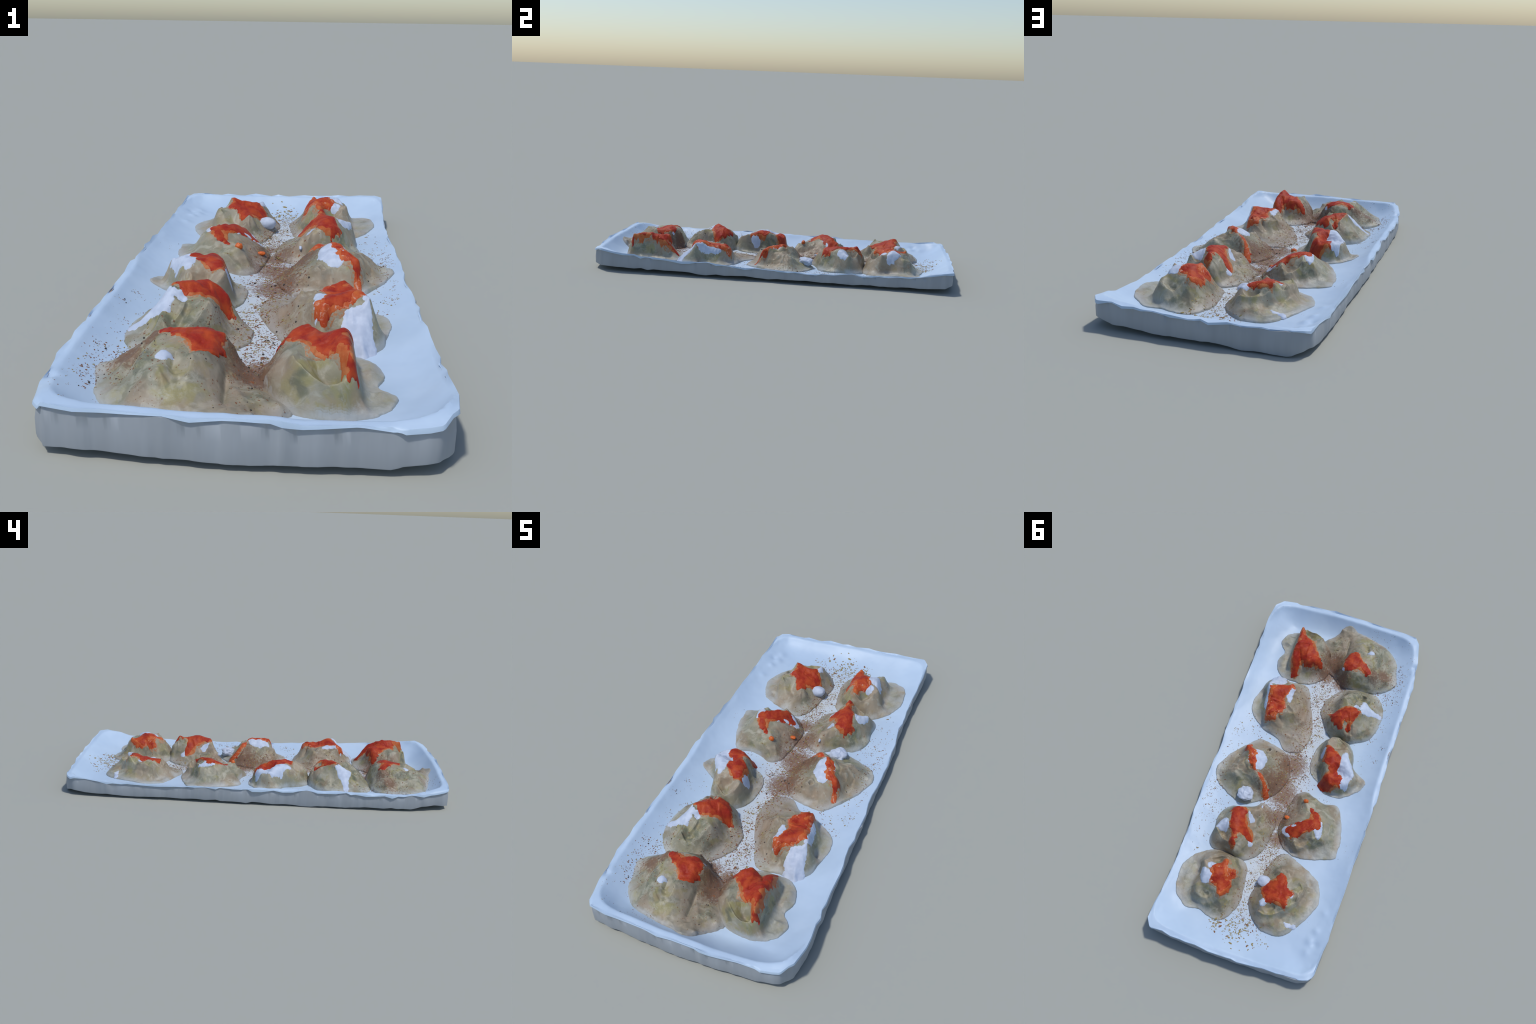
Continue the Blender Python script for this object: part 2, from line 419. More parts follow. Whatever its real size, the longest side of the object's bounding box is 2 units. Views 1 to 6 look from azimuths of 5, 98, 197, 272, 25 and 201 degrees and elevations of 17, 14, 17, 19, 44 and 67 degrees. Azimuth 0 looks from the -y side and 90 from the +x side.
FOLDS = {
 "R1": [([(0.102, -0.778), (0.128, -0.8), (0.153, -0.818), (0.179, -0.824), (0.215, -0.826)], 0.017, 0.0045, 0.0075),
        ([(0.144, -0.828), (0.173, -0.832), (0.189, -0.835), (0.212, -0.836)], -0.007, 0.004, 0.005),
        ([(0.25, -0.78), (0.275, -0.74), (0.315, -0.747)], 0.007, 0.008, 0.007),
        ([(0.262, -0.705), (0.285, -0.685), (0.302, -0.69)], -0.005, 0.006, 0.006),
        ([(0.085, -0.765), (0.099, -0.797), (0.122, -0.814)], -0.008, 0.006, 0.006),
        ([(0.202, -0.67), (0.188, -0.635), (0.165, -0.6)], -0.01, 0.007, 0.007),
        ([(0.05, -0.63), (0.045, -0.69), (0.065, -0.76)], -0.005, 0.01, 0.01),
        ([(0.25, -0.822), (0.272, -0.8), (0.3, -0.795)], 0.005, 0.006, 0.006)],
 "L1": [([(-0.107, -0.786), (-0.108, -0.819), (-0.112, -0.845)], 0.009, 0.014, 0.004),
        ([(-0.168, -0.833), (-0.143, -0.85), (-0.119, -0.836)], -0.01, 0.006, 0.006),
        ([(-0.169, -0.83), (-0.193, -0.855), (-0.231, -0.867)], 0.008, 0.006, 0.008),
        ([(-0.216, -0.639), (-0.248, -0.691), (-0.279, -0.725), (-0.271, -0.79)], 0.009, 0.007, 0.008),
        ([(-0.17, -0.689), (-0.209, -0.71), (-0.222, -0.787)], 0.008, 0.006, 0.007),
        ([(-0.195, -0.66), (-0.232, -0.71), (-0.25, -0.79)], -0.008, 0.008, 0.008),
        ([(-0.236, -0.875), (-0.163, -0.9), (-0.124, -0.898), (-0.107, -0.914)], 0.007, 0.012, 0.004),
        ([(-0.022, -0.79), (0.012, -0.847)], 0.009, 0.008, 0.008),
        ([(-0.031, -0.91), (0.018, -0.866), (0.056, -0.824)], 0.009, 0.009, 0.005),
        ([(-0.04, -0.75), (-0.035, -0.8), (-0.032, -0.86)], -0.016, 0.006, 0.006),
        ([(-0.148, -0.76), (-0.15, -0.81)], -0.01, 0.006, 0.006),
        ([(-0.28, -0.64), (-0.3, -0.69), (-0.31, -0.74)], 0.006, 0.007, 0.007),
        ([(-0.16, -0.6), (-0.22, -0.612)], 0.008, 0.006, 0.006)],
 "L2": [([(-0.232, -0.52), (-0.183, -0.556), (-0.142, -0.526), (-0.117, -0.477)], 0.017, 0.0045, 0.0075),
        ([(-0.18, -0.456), (-0.185, -0.485), (-0.204, -0.511)], 0.017, 0.0045, 0.0075),
        ([(-0.226, -0.4), (-0.206, -0.348), (-0.21, -0.32)], 0.009, 0.007, 0.007),
        ([(-0.196, -0.33), (-0.214, -0.285)], -0.018, 0.007, 0.008),
        ([(-0.144, -0.322), (-0.18, -0.293)], 0.008, 0.007, 0.007),
        ([(-0.03, -0.425), (-0.047, -0.494), (-0.082, -0.55)], 0.006, 0.007, 0.007),
        ([(-0.1, -0.44), (-0.094, -0.475), (-0.116, -0.517)], 0.007, 0.009, 0.009),
        ([(-0.26, -0.52), (-0.3, -0.45), (-0.29, -0.38)], -0.005, 0.01, 0.01)],
 "L3": [([(-0.225, -0.208), (-0.19, -0.236), (-0.158, -0.258), (-0.122, -0.236), (-0.109, -0.196)], 0.017, 0.0045, 0.0075),
        ([(-0.205, -0.192), (-0.214, -0.227)], 0.006, 0.005, 0.006),
        ([(-0.255, 0.02), (-0.289, -0.022), (-0.311, -0.074)], 0.01, 0.008, 0.007),
        ([(-0.315, -0.02), (-0.294, -0.107), (-0.256, -0.19)], -0.008, 0.01, 0.008),
        ([(-0.27, -0.12), (-0.285, -0.06)], -0.008, 0.008, 0.008),
        ([(-0.15, 0.02), (-0.21, 0.03)], -0.008, 0.007, 0.007)],
 "L4": [([(-0.274, 0.12), (-0.213, 0.13), (-0.143, 0.106), (-0.088, 0.076)], 0.009, 0.009, 0.006),
        ([(-0.2, 0.104), (-0.262, 0.098)], 0.006, 0.006, 0.006),
        ([(-0.288, 0.225), (-0.262, 0.315)], -0.01, 0.012, 0.012),
        ([(-0.086, 0.131), (-0.064, 0.097)], 0.008, 0.006, 0.006),
        ([(-0.126, 0.377), (-0.144, 0.388), (-0.165, 0.372), (-0.197, 0.333), (-0.226, 0.309)], 0.017, 0.0045, 0.0075),
        ([(-0.105, 0.14), (-0.125, 0.15)], -0.009, 0.005, 0.005),
        ([(-0.24, 0.16), (-0.25, 0.22)], 0.007, 0.012, 0.012)],
 "L5": [([(-0.172, 0.748), (-0.186, 0.733), (-0.229, 0.676), (-0.255, 0.6)], -0.012, 0.007, 0.007),
        ([(-0.062, 0.744), (-0.1, 0.752), (-0.135, 0.742), (-0.185, 0.708), (-0.224, 0.649), (-0.241, 0.58), (-0.21, 0.55)], 0.017, 0.0045, 0.0075),
        ([(-0.14, 0.525), (-0.101, 0.531), (-0.085, 0.55)], 0.017, 0.0045, 0.0075),
        ([(-0.19, 0.8), (-0.23, 0.765), (-0.28, 0.7)], 0.006, 0.006, 0.006),
        ([(-0.29, 0.56), (-0.24, 0.5), (-0.18, 0.47)], -0.005, 0.01, 0.01)],
 "R2": [([(0.108, -0.292), (0.095, -0.325), (0.1, -0.36), (0.134, -0.419)], 0.009, 0.009, 0.006),
        ([(0.18, -0.5), (0.125, -0.477), (0.083, -0.426), (0.055, -0.356), (0.05, -0.29)], 0.007, 0.006, 0.007),
        ([(0.155, -0.335), (0.12, -0.317), (0.108, -0.297)], 0.017, 0.0045, 0.0075),
        ([(0.145, -0.4), (0.118, -0.35)], -0.01, 0.006, 0.006),
        ([(0.3, -0.3), (0.26, -0.235), (0.2, -0.2)], -0.004, 0.008, 0.008),
        ([(0.02, -0.17), (0.07, -0.2), (0.13, -0.2)], 0.005, 0.01, 0.01)],
 "R3": [([(0.148, -0.072), (0.164, -0.079), (0.177, -0.067), (0.195, -0.057)], 0.017, 0.0045, 0.0075),
        ([(0.375, 0.021), (0.346, -0.015), (0.298, -0.08)], 0.008, 0.007, 0.005),
        ([(0.286, 0.09), (0.327, 0.099), (0.38, 0.1)], 0.009, 0.008, 0.007),
        ([(0.286, 0.049), (0.301, 0.023), (0.29, -0.03)], 0.01, 0.008, 0.007),
        ([(0.082, -0.068), (0.155, -0.098), (0.196, -0.103)], 0.008, 0.008, 0.007),
        ([(0.325, 0.075), (0.32, 0.02)], -0.008, 0.007, 0.007),
        ([(0.23, 0.08), (0.26, 0.05), (0.262, 0.01)], -0.01, 0.007, 0.007)],
 "R4": [([(0.19, 0.284), (0.234, 0.331), (0.268, 0.41)], 0.007, 0.008, 0.006),
        ([(0.223, 0.277), (0.266, 0.337)], -0.011, 0.008, 0.008),
        ([(0.268, 0.425), (0.221, 0.463), (0.185, 0.478)], 0.017, 0.0045, 0.0075),
        ([(0.033, 0.292), (0.07, 0.255), (0.117, 0.234)], 0.009, 0.008, 0.007),
        ([(0.1, 0.3), (0.085, 0.345), (0.075, 0.4)], 0.007, 0.007, 0.007),
        ([(0.115, 0.44), (0.1, 0.48)], -0.006, 0.008, 0.008),
        ([(0.225, 0.36), (0.222, 0.4)], -0.007, 0.006, 0.006)],
 "R5": [([(0.145, 0.559), (0.16, 0.552), (0.19, 0.548), (0.23, 0.575), (0.258, 0.609)], 0.017, 0.0045, 0.0075),
        ([(0.281, 0.722), (0.262, 0.768), (0.193, 0.798), (0.156, 0.785)], 0.009, 0.007, 0.007),
        ([(0.262, 0.65), (0.285, 0.63)], -0.008, 0.007, 0.007),
        ([(0.199, 0.609), (0.259, 0.604)], 0.006, 0.006, 0.006),
        ([(0.09, 0.7), (0.06, 0.68)], 0.007, 0.008, 0.008),
        ([(0.12, 0.76), (0.1, 0.8)], 0.006, 0.008, 0.008),
        ([(0.32, 0.6), (0.33, 0.68)], 0.004, 0.008, 0.008)],
}

class Draped:
    """sheet of dough draped over its crease lines: a surface z(x, y) through all of them"""
    C = 0.0045
    def __init__(s, spec):
        s.outline = closed_spline(spec["outline"], 240)
        s.c = np.array(spec["centre"])
        pts = sample_lines(spec["lines"])
        edge = s.outline[::4]
        ez = plate_top(edge[:, 0], edge[:, 1]) + spec.get("edge", 0.008)
        pts = np.vstack([pts, np.c_[edge, ez]])
        keep = []
        for i, p in enumerate(pts):               # drop near-duplicates
            if all((p[0] - pts[q][0]) ** 2 + (p[1] - pts[q][1]) ** 2 > 0.004 ** 2 for q in keep): keep.append(i)
        s.p = pts[keep]
        s.tight = 1.0; s.seed = spec["seed"]; s.rough = spec.get("rough", 1.0)
        s.scrolls = spec.get("scrolls", []); s.folds = FOLDS[spec["key"]]
        d = np.linalg.norm(s.p[:, None, :2] - s.p[None, :, :2], axis=2)
        A = np.sqrt(d * d + s.C ** 2) - np.eye(len(d)) * 0.0003
        n = len(d)
        K = np.zeros((n + 1, n + 1)); K[:n, :n] = A; K[:n, n] = K[n, :n] = 1
        target = s.p[:, 2] - 0.8 * s.detail(s.p[:, 0], s.p[:, 1], s.p[:, 2])     # the folds keep the measured heights
        s.w = np.linalg.solve(K, np.r_[target, 0])
    def raw(s, x, y):
        out = np.full(x.shape, s.w[-1])
        for i in range(0, len(s.p)):
            out += s.w[i] * np.sqrt((x - s.p[i, 0]) ** 2 + (y - s.p[i, 1]) ** 2 + s.C ** 2)
        return out
    def z(s, x, y):
        x = np.asarray(x, float); y = np.asarray(y, float)
        h = s.raw(x, y)
        return h + s.detail(x, y, h)
    def detail(s, x, y, h):
        up = smooth(0.045, 0.09, h)
        a = fbm(x, y, 13, s.seed + 11) * 0.03; b = fbm(x, y, 13, s.seed + 12) * 0.03     # twisted, not regular
        ridge = 0.35 - np.clip(np.abs(fbm(x + a, y + b, 17, s.seed + 1.3, 2)) * 3.2, 0, 1)
        o = s.rough * (fbm(x + a, y + b, 19, s.seed) * 0.0044 * (0.30 + up) + ridge * 0.0034 * (0.25 + up) * s.tight + fbm(x, y, 42, s.seed + 4) * 0.0020)
        for (pts, amp, wl, wr) in s.folds:
            o = o + fold_profile(x, y, pts, amp * 0.6, wl, wr)
        for (x0, y0, r, dep) in s.scrolls:        # little rolled openings
            o = o - dep * np.exp(-(((x - x0) ** 2 + (y - y0) ** 2) / r ** 2) ** 2)
        return o

def build_wrapper(name, D, parent, origin, nr=84, nt=300):
    out = closed_spline(D.outline[::2], nt)
    ang = np.arange(nt) * 2 * math.pi / nt
    out = out + (out - D.c) * (fbm(np.cos(ang) * 2, np.sin(ang) * 2, 3.0, D.seed + 9) * 0.020 + fbm(np.cos(ang) * 2, np.sin(ang) * 2, 11.0, D.seed + 19, 2) * 0.010)[:, None]
    s = np.linspace(0, 1, nr + 1) ** 0.9
    X = D.c[0] + s[1:, None] * (out[None, :, 0] - D.c[0]); Y = D.c[1] + s[1:, None] * (out[None, :, 1] - D.c[1])
    Z = D.z(X, Y)
    pall = plate_top(X.ravel(), Y.ravel()).reshape(X.shape); pz = pall[-14:]
    Z = np.maximum(Z, pall + 0.003)
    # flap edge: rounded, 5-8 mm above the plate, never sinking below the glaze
    floor_min = pz + 0.0020 + 0.02 * (1 - s[-14:, None])
    Z[-14:] = np.maximum(Z[-14:], floor_min)
    Z[-1] = pz[-1] + 0.0008; Z[-2] = np.minimum(Z[-2], pz[-2] + 0.0040)
    c = np.array([[D.c[0], D.c[1], float(D.z(np.array([D.c[0]]), np.array([D.c[1]]))[0])]])
    skirt = np.c_[X[-1], Y[-1], pz[-1] - 0.003]
    under = np.c_[D.c[0] + 0.5 * (X[-1] - D.c[0]), D.c[1] + 0.5 * (Y[-1] - D.c[1]), np.full(nt, FLOOR - 0.004)]
    verts = np.vstack([c, np.c_[X.ravel(), Y.ravel(), Z.ravel()], skirt, under, [[D.c[0], D.c[1], FLOOR - 0.004]]])
    faces = []
    for j in range(nt): faces.append((0, 1 + j, 1 + (j + 1) % nt))
    for i in range(nr + 1):
        a, b = 1 + i * nt, 1 + (i + 1) * nt
        for j in range(nt):
            j2 = (j + 1) % nt; faces.append((a + j, b + j, b + j2, a + j2))
    a, last = 1 + (nr + 1) * nt, len(verts) - 1
    for j in range(nt): faces.append((a + j, last, a + (j + 1) % nt))
    # how thin the dough lies: the flap around the filling, thinnest at its edge, with an uneven border
    lift = Z - pall
    thin = smooth(0.034, 0.006, lift) * 0.62 + 0.38 * smooth(0.80, 1.0, s[1:, None] * np.ones_like(Z)) * smooth(0.03, 0.008, lift)
    thin = np.clip(thin + fbm(X, Y, 30, D.seed + 3) * 0.16 + rng.normal(0, 0.035, Z.shape), 0, 1)
    step = np.clip(np.rint(thin * (len(THIN) - 1)), 0, len(THIN) - 1).astype(int)
    mi = np.zeros(len(faces), int)
    mi[nt:nt + (nr - 1) * nt] = step[1:].ravel()
    mi[nt + (nr - 1) * nt:] = len(THIN) - 1
    return mesh_object(name, verts, faces, M_DOUGH, parent, origin, mat_index=mi)

def build_topping(name, D, base_off, outlines, thick, parent, mat, origin, seed, edge=0.0025, inset=0.0, ragged=0.0035, lump=0.0005, step=0.0019):
    """a spoonful lying on the dough: thick in the middle, thinning to nothing at a ragged edge"""
    polys = [closed_spline(o, 90) for o in outlines]
    allp = np.vstack(polys); lo = allp.min(0) - 0.008; hi = allp.max(0) + 0.008
    xs = np.arange(lo[0], hi[0], step); ys = np.arange(lo[1], hi[1], step)
    X, Y = np.meshgrid(xs, ys, indexing="ij")
    sd = np.full(X.shape, -1e9)
    for p in polys: sd = np.maximum(sd, signed_distance(X, Y, p))
    sd = sd + fbm(X, Y, 70, seed, 3) * ragged + fbm(X, Y, 28, seed + 2, 2) * ragged * 1.3 + fbm(X, Y, 170, seed + 7, 2) * 0.0022 - inset
    H = D.z(X, Y)
    gx, gy = np.gradient(H, step)
    for _ in range(2):      # soften the normals
        gx = (gx + np.roll(gx, 1, 0) + np.roll(gx, -1, 0) + np.roll(gx, 1, 1) + np.roll(gx, -1, 1)) / 5
        gy = (gy + np.roll(gy, 1, 0) + np.roll(gy, -1, 0) + np.roll(gy, 1, 1) + np.roll(gy, -1, 1)) / 5
    N = np.stack([-gx, -gy, np.ones_like(gx)], -1); N /= np.linalg.norm(N, axis=-1)[..., None]
    off = np.where(sd > 0, base_off + thick * (1 - np.exp(-np.clip(sd, 0, None) / edge)) , (base_off + 0.0) + sd * 0.9)
    off = off + np.where(sd > 0, fbm(X, Y, 60, seed + 5) * lump, 0)
    off = np.maximum(off, -0.004)
    P = np.stack([X, Y, H], -1)
    top = P + N * off[..., None]
    bot = P + N * np.minimum(off - 0.003, -0.003)[..., None]
    cell = sd > -0.0045
    quad = cell[:-1, :-1] & cell[1:, :-1] & cell[1:, 1:] & cell[:-1, 1:]
    if quad.sum() < 4: return None
    idx = -np.ones(X.shape, int)
    used = np.zeros(X.shape, bool)
    used[:-1, :-1] |= quad; used[1:, :-1] |= quad; used[1:, 1:] |= quad; used[:-1, 1:] |= quad
    idx[used] = np.arange(used.sum()); n = used.sum()
    verts = np.vstack([top[used], bot[used]])
    faces = []
    pad = np.pad(quad, 1)
    for i, j in np.argwhere(quad):
        a, b, c, d = idx[i, j], idx[i + 1, j], idx[i + 1, j + 1], idx[i, j + 1]
        faces.append((a, b, c, d)); faces.append((a + n, d + n, c + n, b + n))
        if not pad[i, j + 1]: faces.append((d, d + n, a + n, a)[::-1])
        if not pad[i + 2, j + 1]: faces.append((b, b + n, c + n, c)[::-1])
        if not pad[i + 1, j]: faces.append((a, a + n, b + n, b)[::-1])
        if not pad[i + 1, j + 2]: faces.append((c, c + n, d + n, d)[::-1])
    return mesh_object(name, verts, faces, [mat], parent, origin)

def build_lump(name, centre, radii, mat, parent, origin, seed, knob=0.12):
    """a rounded dollop or cube, slightly dented"""
    import bmesh
    bm = bmesh.new(); bmesh.ops.create_icosphere(bm, subdivisions=5, radius=1.0)
    v = []
    for q in bm.verts:
        n = mnoise.noise(Vector(q.co) * 1.5 + Vector((seed, seed * 2, 0))) * knob + mnoise.noise(Vector(q.co) * 4 + Vector((seed, 0, 0))) * knob * 0.3
        v.append([centre[k] + q.co[k] * radii[k] * (1 + n) for k in range(3)])
    f = [[x.index for x in p.verts] for p in bm.faces]
    bm.free()
    return mesh_object(name, v, f, [mat], parent, origin)

SPEC = {}
# front row right: tall pocket with a sharp red crest and a cliff on its right side
SPEC["R1"] = dict(centre=(.175, -.69), seed=1.0, edge=.005,
    outline=[(.157, -.840), (.229, -.846), (.278, -.832), (.322, -.795), (.338, -.750), (.322, -.722), (.299, -.690), (.316, -.640), (.308, -.590), (.288, -.556), (.243, -.533),
             (.179, -.531), (.125, -.534), (.079, -.556), (.038, -.595), (.020, -.65), (.035, -.73), (.075, -.800), (.110, -.828)],
    lines=[[(.228, -.802, .165), (.227, -.76, .166), (.227, -.73, .166), (.231, -.69, .154), (.235, -.65, .138), (.230, -.613, .128), (.215, -.590, .108), (.19, -.562, .070)],
           [(.228, -.802, .165), (.212, -.778, .160), (.185, -.745, .154), (.165, -.69, .156), (.135, -.615, .150), (.100, -.63, .136), (.076, -.650, .113)],
           [(.102, -.778, .143), (.128, -.80, .128), (.153, -.818, .114), (.179, -.824, .103), (.215, -.826, .111), (.228, -.812, .128)],
           [(.102, -.778, .143), (.115, -.735, .148), (.135, -.69, .150), (.115, -.66, .142)],
           [(.163, -.778, .106), (.180, -.795, .086), (.205, -.803, .092)], [(.150, -.762, .128), (.168, -.757, .138)],
           [(.256, -.805, .062), (.260, -.747, .062), (.258, -.708, .063), (.255, -.664, .063), (.252, -.625, .063), (.236, -.58, .062)],
           [(.165, -.605, .104), (.19, -.63, .128), (.197, -.66, .148)], [(.081, -.618, .074), (.13, -.585, .072), (.165, -.572, .066)],
           [(.035, -.74, .072), (.076, -.784, .075), (.107, -.804, .078)], [(.05, -.66, .075), (.04, -.70, .075)],
           [(.16, -.836, .060), (.22, -.840, .064), (.26, -.82, .060)], [(.297, -.75, .055), (.33, -.745, .047)], [(.285, -.60, .055), (.28, -.66, .056)]])
# front row left: sprawling, with a green folded face in front and a long flap to the right
SPEC["L1"] = dict(centre=(-.145, -.745), seed=2.0, edge=.006,
    outline=[(-.127, -.918), (-.057, -.930), (-.01, -.948), (.028, -.932), (.056, -.890), (.104, -.838), (.104, -.803), (.075, -.76), (.045, -.70), (.03, -.65), (-.01, -.622), (-.06, -.588),
             (-.124, -.580), (-.20, -.585), (-.264, -.600), (-.316, -.632), (-.348, -.675), (-.346, -.71), (-.330, -.76), (-.318, -.81), (-.282, -.862), (-.23, -.893), (-.18, -.905)],
    lines=[[(-.052, -.660, .137), (-.10, -.655, .147), (-.15, -.655, .146), (-.193, -.65, .139), (-.216, -.648, .134)], [(-.052, -.660, .137), (-.052, -.69, .128), (-.05, -.714, .113), (-.045, -.75, .095), (-.038, -.80, .072)],
           [(-.07, -.736, .134), (-.107, -.788, .144), (-.109, -.834, .121), (-.112, -.87, .095), (-.131, -.896, .081)], [(-.10, -.70, .149), (-.113, -.752, .135), (-.07, -.736, .134)],
           [(-.216, -.648, .134), (-.20, -.70, .136), (-.177, -.775, .139), (-.176, -.793, .131), (-.166, -.836, .130)], [(-.15, -.70, .150), (-.155, -.75, .140)], [(-.166, -.836, .130), (-.15, -.845, .112), (-.139, -.851, .106), (-.12, -.842, .113), (-.109, -.834, .121)],
           [(-.14, -.79, .118), (-.139, -.82, .110)], [(-.166, -.836, .130), (-.19, -.862, .100), (-.195, -.885, .075)], [(-.07, -.76, .125), (-.06, -.83, .090), (-.07, -.888, .081), (-.06, -.915, .072)], [(-.028, -.842, .064), (-.035, -.79, .070)],
           [(-.216, -.648, .134), (-.235, -.70, .108), (-.239, -.76, .100), (-.239, -.838, .088)], [(-.255, -.72, .078), (-.262, -.79, .072)], [(-.274, -.708, .084), (-.285, -.76, .070)], [(-.216, -.648, .134), (-.25, -.668, .105), (-.285, -.69, .080)],
           [(-.215, -.63, .115), (-.225, -.624, .090), (-.262, -.615, .060)], [(-.09, -.602, .112), (-.15, -.612, .115)], [(-.127, -.582, .056), (-.05, -.582, .058), (.005, -.62, .056)], [(.009, -.725, .055), (.03, -.70, .053)], [(-.02, -.70, .080), (-.03, -.65, .100)],
           [(.028, -.81, .072), (.0, -.80, .071)], [(.0, -.88, .072)], [(-.04, -.918, .079), (0, -.926, .082), (.035, -.912, .079)], [(.085, -.835, .057)], [(-.31, -.72, .060)]])
# second row left: yogurt-streaked mound with a folded pocket at the front
SPEC["L2"] = dict(centre=(-.175, -.43), seed=3.0, edge=.005,
    outline=[(-.008, -.400), (-.014, -.467), (-.038, -.512), (-.075, -.560), (-.125, -.588), (-.20, -.592), (-.270, -.588), (-.315, -.540), (-.334, -.482), (-.334, -.425), (-.325, -.368), (-.303, -.320),
             (-.25, -.285), (-.20, -.262), (-.12, -.262), (-.085, -.285), (-.06, -.315), (-.03, -.36)],
    lines=[[(-.222, -.402, .163), (-.199, -.341, .139), (-.205, -.30, .118), (-.214, -.275, .092)], [(-.222, -.402, .163), (-.20, -.39, .165), (-.175, -.365, .159), (-.141, -.327, .150), (-.165, -.30, .128), (-.185, -.278, .106)],
           [(-.141, -.327, .150), (-.11, -.335, .135), (-.085, -.358, .120), (-.075, -.385, .075)], [(-.10, -.31, .108), (-.085, -.29, .062)], [(-.17, -.33, .135), (-.19, -.30, .100)],
           [(-.115, -.471, .145), (-.135, -.49, .128), (-.151, -.505, .112), (-.175, -.53, .094), (-.201, -.542, .088), (-.222, -.538, .098), (-.231, -.522, .108), (-.232, -.49, .118), (-.228, -.45, .138), (-.222, -.402, .163)],
           [(-.188, -.426, .143), (-.15, -.43, .140), (-.115, -.471, .145)], [(-.184, -.512, .084), (-.205, -.520, .082)], [(-.175, -.475, .116)], [(-.115, -.471, .145), (-.10, -.455, .118), (-.085, -.44, .080)], [(-.15, -.40, .150), (-.11, -.40, .122), (-.078, -.392, .066)], [(-.124, -.54, .080), (-.10, -.50, .088)],
           [(-.284, -.452, .089), (-.255, -.43, .118)], [(-.318, -.465, .057)], [(-.264, -.396, .098), (-.29, -.39, .072)], [(-.308, -.344, .058), (-.27, -.335, .082), (-.235, -.34, .114)], [(-.27, -.305, .060)],
           [(-.273, -.535, .062), (-.235, -.565, .063), (-.175, -.577, .061), (-.121, -.56, .059), (-.08, -.49, .056), (-.045, -.43, .049)], [(-.25, -.50, .085), (-.295, -.49, .060)]])
# third row left: open-topped purse
SPEC["L3"] = dict(scrolls=[(-.133, -.048, .011, .018)], centre=(-.185, -.105), seed=4.0, edge=.005,
    outline=[(-.062, -.200), (-.053, -.13), (-.056, -.074), (-.088, -.026), (-.125, -.004), (-.165, .042), (-.246, .048), (-.306, .010), (-.352, -.038), (-.357, -.078), (-.320, -.105),
             (-.275, -.14), (-.262, -.19), (-.240, -.235), (-.20, -.275), (-.145, -.283), (-.095, -.250)],
    lines=[[(-.113, -.175, .122), (-.121, -.138, .134), (-.121, -.082, .110), (-.138, -.046, .104), (-.150, -.012, .102), (-.19, .015, .104), (-.226, .022, .102), (-.262, .005, .104), (-.286, -.02, .107), (-.294, -.056, .117), (-.265, -.10, .126), (-.236, -.15, .133), (-.222, -.195, .118)],
           [(-.113, -.175, .122), (-.110, -.197, .132), (-.125, -.235, .118), (-.150, -.254, .098), (-.173, -.246, .090), (-.197, -.222, .096), (-.215, -.205, .104), (-.222, -.195, .118)], [(-.161, -.185, .106), (-.18, -.205, .090), (-.165, -.222, .085)],
           [(-.181, -.155, .138), (-.18, -.12, .146), (-.19, -.09, .141), (-.205, -.069, .114), (-.196, -.054, .114), (-.19, -.02, .120), (-.20, .005, .111)], [(-.255, -.032, .116), (-.27, -.055, .117)], [(-.22, -.10, .139)],
           [(-.095, -.12, .046), (-.082, -.19, .048), (-.09, -.242, .050), (-.122, -.270, .050)], [(-.115, -.06, .048), (-.135, -.015, .048)], [(-.150, .020, .048), (-.20, .038, .045), (-.245, .034, .047)], [(-.272, .014, .055), (-.30, -.01, .057), (-.33, -.055, .049)], [(-.308, -.085, .060)], [(-.262, -.15, .085), (-.246, -.20, .080)]])
# fourth row left: broad apron in front, little scroll at the back
SPEC["L4"] = dict(centre=(-.165, .245), seed=5.0, edge=.005,
    outline=[(-.013, .300), (-.018, .220), (-.028, .150), (-.045, .095), (-.085, .064), (-.14, .088), (-.195, .100), (-.263, .092), (-.305, .166), (-.330, .246), (-.336, .314), (-.328, .365),
             (-.246, .396), (-.17, .418), (-.121, .414), (-.075, .395), (-.035, .350)],
    lines=[[(-.213, .246, .141), (-.19, .20, .126), (-.148, .185, .106)], [(-.213, .246, .141), (-.17, .262, .145), (-.13, .305, .135), (-.10, .34, .109), (-.084, .357, .088)], [(-.055, .285, .078), (-.033, .318, .054)],
           [(-.108, .135, .110), (-.12, .16, .111), (-.145, .20, .109), (-.155, .235, .131)], [(-.108, .135, .110), (-.085, .15, .083), (-.064, .153, .058)], [(-.125, .115, .083), (-.10, .10, .066)], [(-.17, .145, .095), (-.19, .12, .074), (-.152, .096, .064), (-.094, .075, .047)], [(-.258, .108, .054), (-.22, .115, .064)],
           [(-.213, .246, .141), (-.235, .262, .122), (-.252, .28, .108), (-.245, .31, .109), (-.215, .318, .123), (-.199, .322, .127)], [(-.199, .324, .127), (-.199, .336, .104), (-.18, .349, .093), (-.160, .361, .087), (-.147, .378, .085), (-.13, .380, .098), (-.121, .367, .112), (-.115, .352, .114), (-.12, .33, .122)],
           [(-.145, .356, .078), (-.165, .340, .084), (-.18, .328, .096)], [(-.15, .315, .134)], [(-.19, .364, .058), (-.225, .345, .070), (-.26, .32, .066)], [(-.137, .397, .047), (-.095, .389, .049), (-.06, .36, .049)], [(-.265, .20, .080), (-.268, .26, .084)], [(-.30, .28, .056), (-.295, .18, .056)], [(-.235, .20, .105)], [(-.05, .22, .058)]])
